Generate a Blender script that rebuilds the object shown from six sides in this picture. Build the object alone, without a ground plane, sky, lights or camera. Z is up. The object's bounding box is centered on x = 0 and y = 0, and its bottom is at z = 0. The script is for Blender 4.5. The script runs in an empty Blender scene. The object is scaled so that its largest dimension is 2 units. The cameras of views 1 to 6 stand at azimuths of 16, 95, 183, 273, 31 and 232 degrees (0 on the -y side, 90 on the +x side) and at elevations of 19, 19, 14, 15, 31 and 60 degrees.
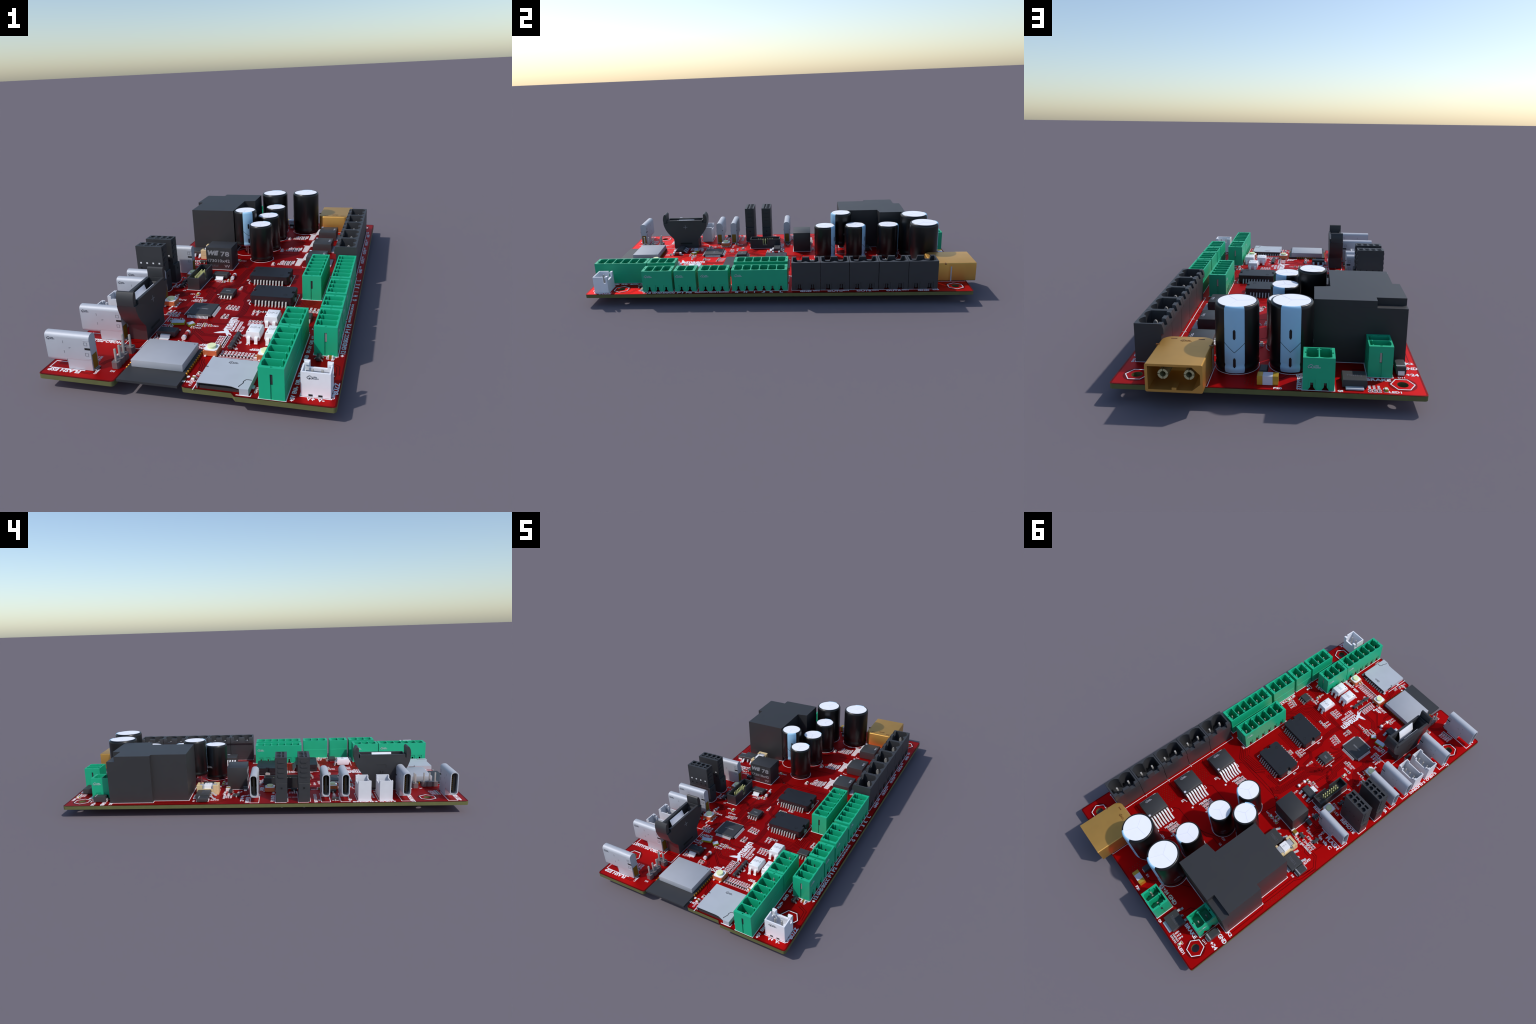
"""A long red controller circuit board, populated with connectors, capacitors,
a relay, chips and hundreds of small parts.  Built part by part in metres."""
import bpy, bmesh, math, random
from math import pi, sin, cos, radians
from mathutils import Matrix, Vector
from mathutils.geometry import tessellate_polygon

random.seed(7)
T = 0.0605          # height of the board's upper face
TH = 0.0185         # board thickness
ROOT = bpy.data.objects.new("circuit_board", None)
bpy.context.scene.collection.objects.link(ROOT)
ROOT["label"] = "long red circuit board crowded with connectors, capacitors and chips"
ROOT["category"] = "circuit board"

# ------------------------------------------------------------------ materials
def lin(c):
    return tuple(((v / 255) / 12.92 if v / 255 <= 0.04045 else ((v / 255 + 0.055) / 1.055) ** 2.4) for v in c)

MATS = {}
def mat(name, rgb, rough=0.5, metal=0.0, vary=0.06, scale=40.0, spec=0.5, bump=0.0, coat=0.0, tint=None):
    if name in MATS:
        return MATS[name]
    m = bpy.data.materials.new(name)
    m.use_nodes = True
    nt = m.node_tree
    b = nt.nodes["Principled BSDF"]
    tc = nt.nodes.new("ShaderNodeTexCoord")
    no = nt.nodes.new("ShaderNodeTexNoise")
    no.inputs["Scale"].default_value = scale
    no.inputs["Detail"].default_value = 4
    nt.links.new(tc.outputs["Object"], no.inputs["Vector"])
    ra = nt.nodes.new("ShaderNodeValToRGB")
    c = lin(rgb)
    ra.color_ramp.elements[0].position, ra.color_ramp.elements[1].position = 0.3, 0.7
    ra.color_ramp.elements[0].color = tuple(max(0, v * (1 - vary)) for v in c) + (1,)
    ra.color_ramp.elements[1].color = tuple(min(1, v * (1 + vary)) for v in c) + (1,)
    nt.links.new(no.outputs["Fac"], ra.inputs["Fac"])
    nt.links.new(ra.outputs["Color"], b.inputs["Base Color"])
    b.inputs["Roughness"].default_value = rough
    b.inputs["Metallic"].default_value = metal
    b.inputs["Specular IOR Level"].default_value = spec
    if tint:
        b.inputs["Specular Tint"].default_value = lin(tint) + (1,)
    if coat:
        b.inputs["Coat Weight"].default_value = coat
        b.inputs["Coat Roughness"].default_value = 0.25
    if bump:
        n2 = nt.nodes.new("ShaderNodeTexNoise")
        n2.inputs["Scale"].default_value = 600
        nt.links.new(tc.outputs["Object"], n2.inputs["Vector"])
        bu = nt.nodes.new("ShaderNodeBump")
        bu.inputs["Strength"].default_value = bump
        bu.inputs["Distance"].default_value = 0.001
        nt.links.new(n2.outputs["Fac"], bu.inputs["Height"])
        nt.links.new(bu.outputs["Normal"], b.inputs["Normal"])
    MATS[name] = m
    return m

MASK = mat("solder_mask", (199, 6, 8), 0.55, metal=0.9, vary=0.03, scale=6)
GAP = mat("solder_mask_gap", (134, 4, 7), 0.55, metal=0.9, vary=0.03, scale=6)
FR4 = mat("fibreglass_edge", (98, 99, 56), 0.75, vary=0.07, scale=30)
SILK = mat("silkscreen_ink", (236, 238, 244), 0.6, vary=0.02)
GREEN = mat("green_plastic", (15, 176, 130), 0.5, vary=0.03, scale=15)
BLACKP = mat("black_plastic", (54, 55, 58), 0.5, vary=0.04, scale=20)
DARKP = mat("dark_plastic", (50, 51, 54), 0.5, vary=0.04, scale=20)
RELAYP = mat("relay_plastic", (48, 48, 50), 0.5, vary=0.03, scale=12)
INDP = mat("ferrite_case", (48, 48, 50), 0.5, vary=0.04, scale=25)
CHIPP = mat("chip_epoxy", (55, 56, 58), 0.5, vary=0.04, scale=40)
CHIPD = mat("dark_chip_epoxy", (28, 30, 35), 0.5, vary=0.04, scale=40)
HOLE = mat("hole_black", (9, 9, 11), 0.7)
SLEEVE = mat("sleeve_black", (14, 14, 16), 0.33, vary=0.1, scale=20)
STRIPE = mat("sleeve_blue", (163, 212, 243), 0.42, vary=0.02, scale=20)
ALTOP = mat("can_top_white", (244, 246, 252), 0.5, vary=0.01, scale=20)
SCORE = mat("can_score", (226, 227, 244), 0.5)
XTP = mat("amber_plastic", (216, 164, 84), 0.42, metal=0.7, vary=0.04, scale=15)
XTD = mat("amber_recess", (112, 66, 14), 0.5, vary=0.1)
BRASS = mat("plated_contact", (206, 204, 160), 0.32, metal=0.7, vary=0.05)
STEEL = mat("connector_shell", (186, 190, 199), 0.55, metal=0.15, vary=0.03, scale=15)
SHIELD = mat("shield_can", (166, 170, 179), 0.6, metal=0.0, vary=0.03, scale=15)
CARDS = mat("card_cover", (182, 188, 197), 0.55, metal=0.05, vary=0.03, scale=15)
TIN = mat("tin_lead", (178, 176, 172), 0.4, metal=0.3, vary=0.05)
WTIN = mat("bright_lead", (236, 236, 238), 0.4, metal=0.1, vary=0.03)
GOLD = mat("gold_pad", (176, 122, 14), 0.4, metal=0.4, vary=0.05)
PALEG = mat("pale_gold_pin", (232, 232, 164), 0.35, metal=0.3, vary=0.05)
BROWN = mat("brown_insulator", (132, 98, 10), 0.6, vary=0.06)
JSTP = mat("white_socket_nylon", (214, 216, 222), 0.5, vary=0.02)
WHITEP = mat("white_nylon", (238, 240, 246), 0.45, vary=0.02)
CREAM = mat("cream_ceramic", (214, 192, 146), 0.55, vary=0.04)
COPPER = mat("copper_frame", (206, 122, 76), 0.4, metal=0.2, vary=0.05)
BUTTON = mat("button_cap", (234, 242, 188), 0.5, vary=0.02)
CAPB = mat("capacitor_ceramic", (134, 104, 14), 0.5, vary=0.08)
FUSEG = mat("fuse_cap", (198, 160, 54), 0.35, metal=0.3, vary=0.05)
REDG = mat("diode_glass", (170, 30, 22), 0.25, vary=0.08)
HDRP = mat("header_plastic", (104, 96, 98), 0.5, vary=0.04)
FAINT = mat("moulded_line", (132, 134, 142), 0.6, vary=0.02)
GREYM = mat("printed_grey", (150, 152, 158), 0.6, vary=0.03)
DGREY = mat("printed_dark", (84, 86, 96), 0.6, vary=0.03)
LILAC = mat("printed_light", (206, 208, 222), 0.6, vary=0.02)
XTAL = mat("crystal_lid", (196, 206, 222), 0.35, metal=0.2)
XTALR = mat("crystal_rim", (168, 172, 30), 0.5)

# ------------------------------------------------------------------ mesh tools
class MB:
    """Collects solids in one mesh, each with its own material."""
    def __init__(self):
        self.bm = bmesh.new()
        self.mats = []

    def mi(self, m):
        if m not in self.mats:
            self.mats.append(m)
        return self.mats.index(m)

    def box(self, x0, x1, y0, y1, z0, z1, m, b=0.0, seg=2):
        x0, x1 = min(x0, x1), max(x0, x1)
        y0, y1 = min(y0, y1), max(y0, y1)
        vs = [self.bm.verts.new((x, y, z)) for z in (z0, z1) for y in (y0, y1) for x in (x0, x1)]
        fs = [self.bm.faces.new([vs[i] for i in q]) for q in
              ((0, 2, 3, 1), (4, 5, 7, 6), (0, 1, 5, 4), (2, 6, 7, 3), (0, 4, 6, 2), (1, 3, 7, 5))]
        k = self.mi(m)
        for f in fs:
            f.material_index = k
        if b:
            es = list({e for f in fs for e in f.edges})
            r = bmesh.ops.bevel(self.bm, geom=es, offset=b, segments=seg, affect='EDGES', profile=0.5, clamp_overlap=True)
            for f in r["faces"]:
                f.material_index = k

    def plate(self, loops, d0, d1, m, axis='z', side=None, shift=(0, 0, 0)):
        """Extrudes a polygon with holes: loops of (u, v) swept from d0 to d1."""
        def P(u, v, d):
            q = (u, v, d) if axis == 'z' else (u, d, v) if axis == 'y' else (d, u, v)
            return (q[0] + shift[0], q[1] + shift[1], q[2] + shift[2])
        k, ks = self.mi(m), self.mi(side or m)
        flat = [p for lp in loops for p in lp]
        lo = [self.bm.verts.new(P(u, v, d0)) for u, v in flat]
        hi = [self.bm.verts.new(P(u, v, d1)) for u, v in flat]
        if len(loops) == 1 and len(loops[0]) <= 4:
            tris = [tuple(range(len(flat)))]
        else:
            tris = tessellate_polygon([[Vector((u, v, 0)) for u, v in lp] for lp in loops])
        for t in tris:
            for layer in (lo, hi):
                try:
                    f = self.bm.faces.new([layer[i] for i in t]); f.material_index = k
                except ValueError:
                    pass
        s = 0
        for lp in loops:
            n = len(lp)
            for i in range(n):
                a, c = s + i, s + (i + 1) % n
                f = self.bm.faces.new((lo[a], lo[c], hi[c], hi[a])); f.material_index = ks
            s += n

    def cyl(self, x, y, z0, z1, r, m, n=24, r1=None, axis='z'):
        r1 = r if r1 is None else r1
        k = self.mi(m)
        def P(a, rr, d):
            u, v = rr * cos(a), rr * sin(a)
            return (x + u, y + v, d) if axis == 'z' else (x + u, d, y + v) if axis == 'y' else (d, x + u, y + v)
        lo = [self.bm.verts.new(P(2 * pi * i / n, r, z0)) for i in range(n)]
        hi = [self.bm.verts.new(P(2 * pi * i / n, r1, z1)) for i in range(n)]
        fs = [self.bm.faces.new(lo), self.bm.faces.new(hi)]
        for i in range(n):
            fs.append(self.bm.faces.new((lo[i], lo[(i + 1) % n], hi[(i + 1) % n], hi[i])))
        for f in fs:
            f.material_index = k

    def lathe(self, prof, m, n=48, a0=0.0, a1=2 * pi, at=(0, 0), close=True):
        """Turns a (radius, z) profile; partial turns get end caps."""
        full = abs(a1 - a0 - 2 * pi) < 1e-6
        k = self.mi(m)
        cols = n if full else n + 1
        rings = []
        for i in range(cols):
            a = a0 + (a1 - a0) * i / n
            rings.append([self.bm.verts.new((at[0] + r * cos(a), at[1] + r * sin(a), z)) for r, z in prof])
        for i in range(n):
            A, B = rings[i], rings[(i + 1) % cols]
            for j in range(len(prof) - 1):
                f = self.bm.faces.new((A[j], B[j], B[j + 1], A[j + 1])); f.material_index = k
        if not full:
            for R in (rings[0], rings[-1]):
                f = self.bm.faces.new(R); f.material_index = k
            for j in (0, len(prof) - 1):
                if not close:
                    continue
                for i in range(n):
                    pass
        bmesh.ops.remove_doubles(self.bm, verts=[v for R in rings for v in R], dist=1e-6)

    def strip(self, pts, w, z0, z1, m, closed=False):
        """A flat line of width w along pts, mitred at its corners."""
        k = self.mi(m)
        pts = [Vector(p) for p in pts]
        n = len(pts)
        L, R = [], []
        for i in range(n):
            a = pts[i - 1] if (i or closed) else None
            c = pts[(i + 1) % n] if (i < n - 1 or closed) else None
            d1 = (pts[i] - a).normalized() if a is not None else None
            d2 = (c - pts[i]).normalized() if c is not None else None
            d1 = d1 or d2; d2 = d2 or d1
            t = (d1 + d2)
            t = t.normalized() if t.length > 1e-6 else d1
            nrm = Vector((-t.y, t.x))
            s = min(2.0, 1 / max(0.3, nrm.dot(Vector((-d1.y, d1.x)))))
            L.append(pts[i] + nrm * s * w / 2); R.append(pts[i] - nrm * s * w / 2)
        V = [[self.bm.verts.new((p.x, p.y, z)) for p in S] for S, z in ((L, z0), (R, z0), (L, z1), (R, z1))]
        rng = range(n if closed else n - 1)
        for i in rng:
            j = (i + 1) % n
            for q in ((V[2][i], V[3][i], V[3][j], V[2][j]), (V[0][i], V[2][i], V[2][j], V[0][j]),
                      (V[1][i], V[1][j], V[3][j], V[3][i]), (V[0][i], V[0][j], V[1][j], V[1][i])):
                f = self.bm.faces.new(q); f.material_index = k
        if not closed:
            for i in (0, n - 1):
                f = self.bm.faces.new((V[0][i], V[1][i], V[3][i], V[2][i])); f.material_index = k

    def lead(self, path, t, w, m, axis='y', off=0.0):
        """A bent strip of metal: path of (u, z), thickness t, width w."""
        pts = [Vector(p) for p in path]
        up, dn = [], []
        for i, p in enumerate(pts):
            d = ((pts[min(i + 1, len(pts) - 1)] - p).normalized() + (p - pts[max(i - 1, 0)]).normalized())
            d.normalize()
            nn = Vector((-d.y, d.x))
            up.append(tuple(p + nn * t / 2)); dn.append(tuple(p - nn * t / 2))
        self.plate([up + dn[::-1]], off - w / 2, off + w / 2, m, axis='x' if axis == 'y' else 'y')

    def mesh(self, name, smooth=True, angle=35):
        bmesh.ops.recalc_face_normals(self.bm, faces=self.bm.faces)
        me = bpy.data.meshes.new(name)
        self.bm.to_mesh(me)
        self.bm.free()
        for m in self.mats:
            me.materials.append(m)
        if smooth:
            me.shade_smooth()
            me.set_sharp_from_angle(angle=radians(angle))
        return me

def place(name, me, x=0, y=0, z=0, rot=0, parent=ROOT, kind=None):
    o = bpy.data.objects.new(name, me)
    o.location = (x, y, z)
    o.rotation_euler = (0, 0, radians(rot))
    o.parent = parent
    bpy.context.scene.collection.objects.link(o)
    if kind:
        o["kind"] = kind
    return o

def rrect(x0, x1, y0, y1, r, n=6):
    out = []
    for cx, cy, a in ((x1 - r, y1 - r, 0), (x0 + r, y1 - r, 90), (x0 + r, y0 + r, 180), (x1 - r, y0 + r, 270)):
        out += [(cx + r * cos(radians(a + 90 * i / n)), cy + r * sin(radians(a + 90 * i / n))) for i in range(n + 1)]
    return out

def rect(x0, x1, y0, y1):
    return [(x0, y0), (x1, y0), (x1, y1), (x0, y1)]

def ring(x, y, r, n=24):
    return [(x + r * cos(2 * pi * i / n), y + r * sin(2 * pi * i / n)) for i in range(n)]

# ------------------------------------------------------------------ lettering
GLYPHS = {}
def glyphs(s, bold=0.016, slant=0.0):
    key = (s, bold, slant)
    if key not in GLYPHS:
        cu = bpy.data.curves.new("word", 'FONT')
        cu.body = s
        cu.resolution_u = 2
        cu.offset = bold
        cu.shear = slant
        cu.extrude = 0.5
        ob = bpy.data.objects.new("word", cu)
        bpy.context.scene.collection.objects.link(ob)
        bpy.context.view_layer.update()
        me = ob.evaluated_get(bpy.context.evaluated_depsgraph_get()).to_mesh()
        vs = [v.co.copy() for v in me.vertices]
        fs = [tuple(p.vertices) for p in me.polygons]
        bpy.data.objects.remove(ob)
        bpy.data.curves.remove(cu)
        lo = [min(v[i] for v in vs) for i in (0, 1)]
        hi = [max(v[i] for v in vs) for i in (0, 1)]
        GLYPHS[key] = (vs, fs, lo, hi)
    return GLYPHS[key]

def write(mb, s, centre, length, height, m, xd=(1, 0, 0), yd=(0, 1, 0), bold=0.016, slant=0.0, proud=0.0005):
    """Letters fitted to length x height, centred on a point of a face."""
    vs, fs, lo, hi = glyphs(s, bold, slant)
    X, Y = Vector(xd), Vector(yd)
    N = X.cross(Y)
    C = Vector(centre)
    sx = length / (hi[0] - lo[0])
    sy = height / (hi[1] - lo[1])
    cx, cy = (lo[0] + hi[0]) / 2, (lo[1] + hi[1]) / 2
    k = mb.mi(m)
    nv = [mb.bm.verts.new(C + X * ((v.x - cx) * sx) + Y * ((v.y - cy) * sy) + N * (v.z * proud)) for v in vs]
    for f in fs:
        try:
            q = mb.bm.faces.new([nv[i] for i in f]); q.material_index = k
        except ValueError:
            pass

def cloud_mark(mb, centre, size, m, xd, yd, proud=0.0006):
    """The small cloud outline with two lines of lettering printed on bought parts."""
    X, Y = Vector(xd), Vector(yd)
    N = X.cross(Y)
    C = Vector(centre)
    s = size
    pts = [(-.28, -.2), (-.42, -.16), (-.5, 0), (-.42, .14), (-.3, .18), (-.18, .34), (.04, .4), (.22, .3), (.3, .16),
           (.44, .1), (.5, -.06), (.4, -.2), (.2, -.22), (.05, -.12), (-.08, -.26), (-.14, -.36), (-.1, -.1), (.08, .02)]
    k = mb.mi(m)
    w = 0.05
    for (a, b), (c, d) in zip(pts, pts[1:]):
        t = Vector((c - a, d - b)).normalized()
        n = Vector((-t.y, t.x)) * w
        e = t * w * 0.6
        q = [(a + n.x - e.x, b + n.y - e.y), (a - n.x - e.x, b - n.y - e.y), (c - n.x + e.x, d - n.y + e.y), (c + n.x + e.x, d + n.y + e.y)]
        f = mb.bm.faces.new([mb.bm.verts.new(C + X * (u * s - 0.8 * s) + Y * (v * s) + N * proud) for u, v in q])
        f.material_index = k
    write(mb, "LCEDA", C + X * 0.12 * s + Y * 0.17 * s, 0.72 * s, 0.24 * s, m, xd, yd, 0.012, proud=proud)
    write(mb, "EasyEDA", C + X * 0.27 * s - Y * 0.17 * s, 1.02 * s, 0.27 * s, m, xd, yd, 0.012, proud=proud)

PX, NX, PY, NY, PZ = (1, 0, 0), (-1, 0, 0), (0, 1, 0), (0, -1, 0), (0, 0, 1)
# ------------------------------------------------------------------ the bare board
HOLES = [(-.446, .883), (.446, .884), (-.448, -.826), (.448, -.829)]
def corner(cx, cy, r, a0, a1, n=6):
    return [(cx + r * cos(radians(a0 + (a1 - a0) * i / n)), cy + r * sin(radians(a0 + (a1 - a0) * i / n))) for i in range(n + 1)]

def board_outline(i=0.0):
    """Board edge moved inwards by i: notch under the radio module, step at the card slot."""
    r = 0.012 - i * 0.5
    o = []
    o += corner(.517 - i - r, .9555 - i - r, r, 0, 90)
    o += corner(-.517 + i + r, .9555 - i - r, r, 90, 180)
    o += corner(-.517 + i + r, -1.0 + i + r, r, 180, 270)
    o += corner(-.2265 - i - r, -1.0 + i + r, r, 270, 360)
    o += [(-.2265 - i, -.925 + i), (.010 + i, -.925 + i)]
    o += corner(.010 + i + r, -.984 + i + r, r, 180, 270)
    o += [(.186 - i, -.984 + i), (.200 - i, -1.0 + i)]
    o += corner(.517 - i - r, -1.0 + i + r, r, 270, 360)
    return o

b = MB()
b.plate([board_outline()] + [ring(x, y, 0.019) for x, y in HOLES], T - TH, T, MASK, side=FR4)
BOARD = place("bare_board", b.mesh("bare_board"))

# dark gaps between copper areas: routed lines, seen through the solder mask
tr = MB()
ZT = T + 0.0003
def offset(pts, d):
    pts = [Vector(p) for p in pts]
    out = []
    for i, p in enumerate(pts):
        d1 = (p - pts[i - 1]).normalized() if i else None
        d2 = (pts[i + 1] - p).normalized() if i < len(pts) - 1 else None
        d1 = d1 or d2; d2 = d2 or d1
        t = (d1 + d2).normalized()
        n = Vector((-t.y, t.x))
        out.append(p + n * d / max(0.5, n.dot(Vector((-d1.y, d1.x)))))
    return [tuple(p) for p in out]

def bundle(pts, n=1, pitch=0.0, w=0.0033):
    for i in range(n):
        tr.strip(offset(pts, i * pitch) if i else pts, w, T - 0.001, ZT + 0.00002 * (i % 5), GAP)

tr.strip(board_outline(0.003), 0.006, T - 0.001, ZT, GAP, closed=True)
for x, y in HOLES:
    tr.plate([ring(x, y, 0.047, 40), [(x + .0405 * cos(pi * i / 3), y + .0405 * sin(pi * i / 3)) for i in range(6)]], T - .001, ZT, GAP)

# around the two motor drivers
bundle([(.302, .062), (.254, .109), (.241, .119), (.119, .104), (.081, .065)], 6, .0100)
bundle([(.226, .107), (.0, .1), (-.03, .1035), (-.056, .112)])
bundle([(.22, .146), (.219, .129), (.205, .120), (-.07, .114)])
bundle([(.066, .063), (.056, .071), (-.028, .061), (-.033, .051)], 3, .0085)
bundle([(.235, -.176), (.109, -.176), (.095, -.168), (.095, -.150)], 4, -.0092)
bundle([(.350, -.262), (.317, -.290), (.292, -.325), (.292, -.384), (.254, -.424), (.135, -.421), (.118, -.405), (.118, -.375)], 6, -.0100)
bundle([(.34, -.282), (.31, -.31), (.31, -.39), (.262, -.436), (.11, -.436)])
bundle([(.176, -.520), (.172, -.459), (.153, -.445), (.054, -.445), (.030, -.452), (-.030, -.452)], 4, .0060)
# the long bundle from the drivers to the processor
bundle([(-.010, .104), (-.047, .106), (-.069, .082), (-.084, -.124), (-.125, -.168), (-.132, -.230), (-.098, -.268), (-.098, -.355)], 4, .0062)
bundle([(-.020, .074), (-.042, .080), (-.052, .062), (-.058, -.116), (-.093, -.160), (-.098, -.20)], 3, .0062)
bundle([(-.025, .050), (-.028, -.100), (-.042, -.121), (-.062, -.140), (-.075, -.154), (-.110, -.19), (-.112, -.235)], 4, .0062)
bundle([(.025, -.126), (.028, -.161), (.022, -.291), (.038, -.323), (.043, -.410), (.036, -.452)], 5, .0060)
bundle([(.063, -.190), (.052, -.199), (.025, -.206), (.002, -.190), (-.006, -.13)], 3, .0062)
bundle([(-.074, -.154), (-.098, -.184), (-.101, -.337)], 3, -.0060)
bundle([(-.035, -.300), (-.050, -.306), (-.062, -.330), (-.066, -.358)], 2, -.0065)
bundle([(-.015, -.330), (-.038, -.336), (-.050, -.345), (-.052, -.358)], 2, -.0065)
bundle([(-.041, -.179), (-.060, -.178), (-.071, -.195)], 2, .0065)
# processor to the left edge
bundle([(-.151, -.165), (-.151, -.215), (-.133, -.229), (-.125, -.352)], 5, -.0068)
bundle([(-.302, -.160), (-.302, -.234), (-.228, -.302), (-.213, -.325), (-.218, -.384), (-.200, -.400)], 6, -.0062)
bundle([(-.288, -.130), (-.290, -.256), (-.271, -.295)], 3, .0062)
bundle([(-.120, -.100), (-.131, -.118), (-.136, -.186), (-.150, -.193), (-.174, -.171), (-.195, -.171)], 2, -.0070)
bundle([(-.172, -.160), (-.130, -.196), (-.120, -.234)], 2, -.0060)
bundle([(-.205, -.420), (-.240, -.445), (-.290, -.445), (-.315, -.42)], 4, -.0060)
bundle([(-.185, -.455), (-.215, -.458), (-.232, -.47)], 3, .0060)
# past the lettering, towards the radio module
bundle([(.060, -.62), (.034, -.619), (-.041, -.620), (-.069, -.596), (-.077, -.500)], 3, .0072)
bundle([(.045, -.685), (.004, -.685), (-.021, -.688), (-.096, -.612), (-.100, -.500)], 2, -.0068)
bundle([(.028, -.517), (.011, -.524), (-.046, -.527), (-.067, -.505)], 2, .0065)
bundle([(-.073, -.750), (-.070, -.702), (-.081, -.688)], 2, -.0068)
bundle([(.140, -.539), (.125, -.548), (.125, -.600)], 2, -.0080)
bundle([(.203, -.561), (.142, -.567), (.124, -.545), (.104, -.545)], 2, -.0080)
bundle([(.026, -.800), (.030, -.822), (.043, -.840), (.045, -.862), (.060, -.875)], 3, -.0080)
bundle([(.374, -.470), (.351, -.497), (.314, -.503), (.296, -.488)], 3, .0078)
bundle([(.376, -.405), (.345, -.400), (.325, -.378), (.300, -.395)], 2, .0085)
bundle([(.440, -.600), (.385, -.600), (.370, -.640)], 2, .0085)
# power side
bundle([(.370, .773), (.323, .761), (.215, .742)])
bundle([(.369, .707), (.355, .719), (.302, .717), (.21, .715)])
bundle([(.220, .582), (.219, .568), (.198, .550), (.100, .548)])
bundle([(.220, .364), (.219, .352), (.198, .334), (.0, .330)])
bundle([(.369, .492), (.355, .505), (.302, .503)])
bundle([(.369, .278), (.355, .291), (.302, .289)])
bundle([(.085, .691), (.040, .620), (-.003, .553)], 2, .012)
bundle([(.060, .545), (.0, .52), (-.060, .485), (-.11, .485)])
bundle([(-.097, .229), (-.111, .144), (-.075, .109)])
bundle([(.04, .530), (-.024, .528), (-.05, .505), (-.16, .505)])
for yc in (.645, .43, .215):
    for k in range(6):
        y = yc - .043 + k * .0166
        bundle([(.165, y), (.155, y - .003), (.150, y + random.uniform(-.008, .008)), (.143, y - .004)], 1, w=.002)
bundle([(-.493, .229), (-.483, .307), (-.471, .322), (-.467, .504)])
bundle([(-.508, .200), (-.500, .291), (-.484, .325), (-.481, .513), (-.495, .53), (-.495, .72)])
bundle([(-.273, .840), (-.277, .796), (-.294, .783), (-.33, .783)])
bundle([(-.100, .806), (-.197, .736)])
bundle([(.010, .885), (-.046, .873), (-.07, .84)])
bundle([(.160, .770), (.155, .70), (.13, .68)])
bundle([(-.365, .187), (-.390, .177), (-.404, .190), (-.433, .188)], 2, .010)
bundle([(-.429, .168), (-.452, .167), (-.493, .208), (-.491, .278)], 2, .010)
bundle([(-.362, .106), (-.361, .074), (-.372, .060), (-.414, .057)], 2, .009)
bundle([(-.431, .144), (-.434, .089), (-.41, .07)])
bundle([(-.310, .062), (-.346, .061), (-.352, .050), (-.352, .03)], 2, .009)
bundle([(-.206, -.001), (-.214, -.030), (-.205, -.05), (-.205, -.12)], 2, .009)
bundle([(-.288, -.840), (-.324, -.880), (-.330, -.901)], 3, .0065)
bundle([(-.381, -.966), (-.333, -.970), (-.318, -.950), (-.318, -.915)], 2, .0065)
bundle([(-.318, -.722), (-.238, -.722), (-.22, -.735)], 2, -.010)
bundle([(.460, -.743), (.500, -.765), (.504, -.819)], 2, -.010)
bundle([(-.40, -.20), (-.34, -.17), (-.33, -.12)], 2, .008)
bundle([(-.33, -.60), (-.30, -.57), (-.225, -.57)], 2, -.008)

# copper-free patches and vias
def via(x, y, r=.0022, m=BROWN):
    tr.plate([ring(x, y, r, 8)], T - .001, T + .0005, m)
def via_field(x0, x1, y0, y1, step):
    i = 0
    x = x0
    while x < x1:
        y = y0 + (step / 2 if i % 2 else 0)
        while y < y1:
            via(x, y); y += step
        x += step * .8; i += 1
VIAM = mat("via_plating", (74, 40, 8), 0.5)
def via(x, y, r=.0017, m=None):
    tr.plate([ring(x, y, r, 8)], T - .001, T + .0005, m or VIAM)
for yc in (.55, .335):
    via_field(.262, .365, yc - .022, yc + .03, .014)
via_field(.340, .368, .15, .28, .014)
via_field(-.499, -.486, .41, .51, .013)
via_field(.03, .08, .865, .93, .014)
via_field(-.09, .0, -.605, -.53, .022)
via_field(-.04, .02, -.51, -.46, .018)
rv = random.Random(3)
for _ in range(70):
    via(rv.uniform(-.28, .30), rv.uniform(-.62, .10))
for _ in range(24):
    via(rv.uniform(-.48, -.2), rv.uniform(.0, .3))
tr.plate([ring(-.0745, .1105, .0125, 20), ring(-.0745, .1105, .0085, 20)], T - .001, ZT, GAP)
tr.plate([ring(-.0745, .1105, .0048, 12)], T - .001, T + .0006, HOLE)
place("copper_routing", tr.mesh("copper_routing", smooth=False), parent=BOARD, kind="stuff")

# ------------------------------------------------------------------ silkscreen
silk = MB()
ZS = T + 0.0007
def sline(pts, w=.003, closed=False):
    silk.strip(pts, w, T - .001, ZS, SILK, closed)
def srect(x0, x1, y0, y1, w=.003):
    sline(rect(x0, x1, y0, y1), w, True)
def dot(x, y, r=.005):
    silk.plate([ring(x, y, r, 16)], T - .001, ZS, SILK)
DIRS = {0: ((1, 0, 0), (0, 1, 0)), 90: ((0, 1, 0), (-1, 0, 0)), 180: ((-1, 0, 0), (0, -1, 0)), 270: ((0, -1, 0), (1, 0, 0))}
def word(s, x, y, rot, length, h, bold=.032, slant=0.0):
    write(silk, s, (x, y, T + .0003), length, h, SILK, *DIRS[rot], bold, slant, proud=.0008)

for x, y in HOLES:
    sline([(x + .0400 * cos(pi * i / 3), y + .0400 * sin(pi * i / 3)) for i in range(6)], .0032, True)

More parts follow.
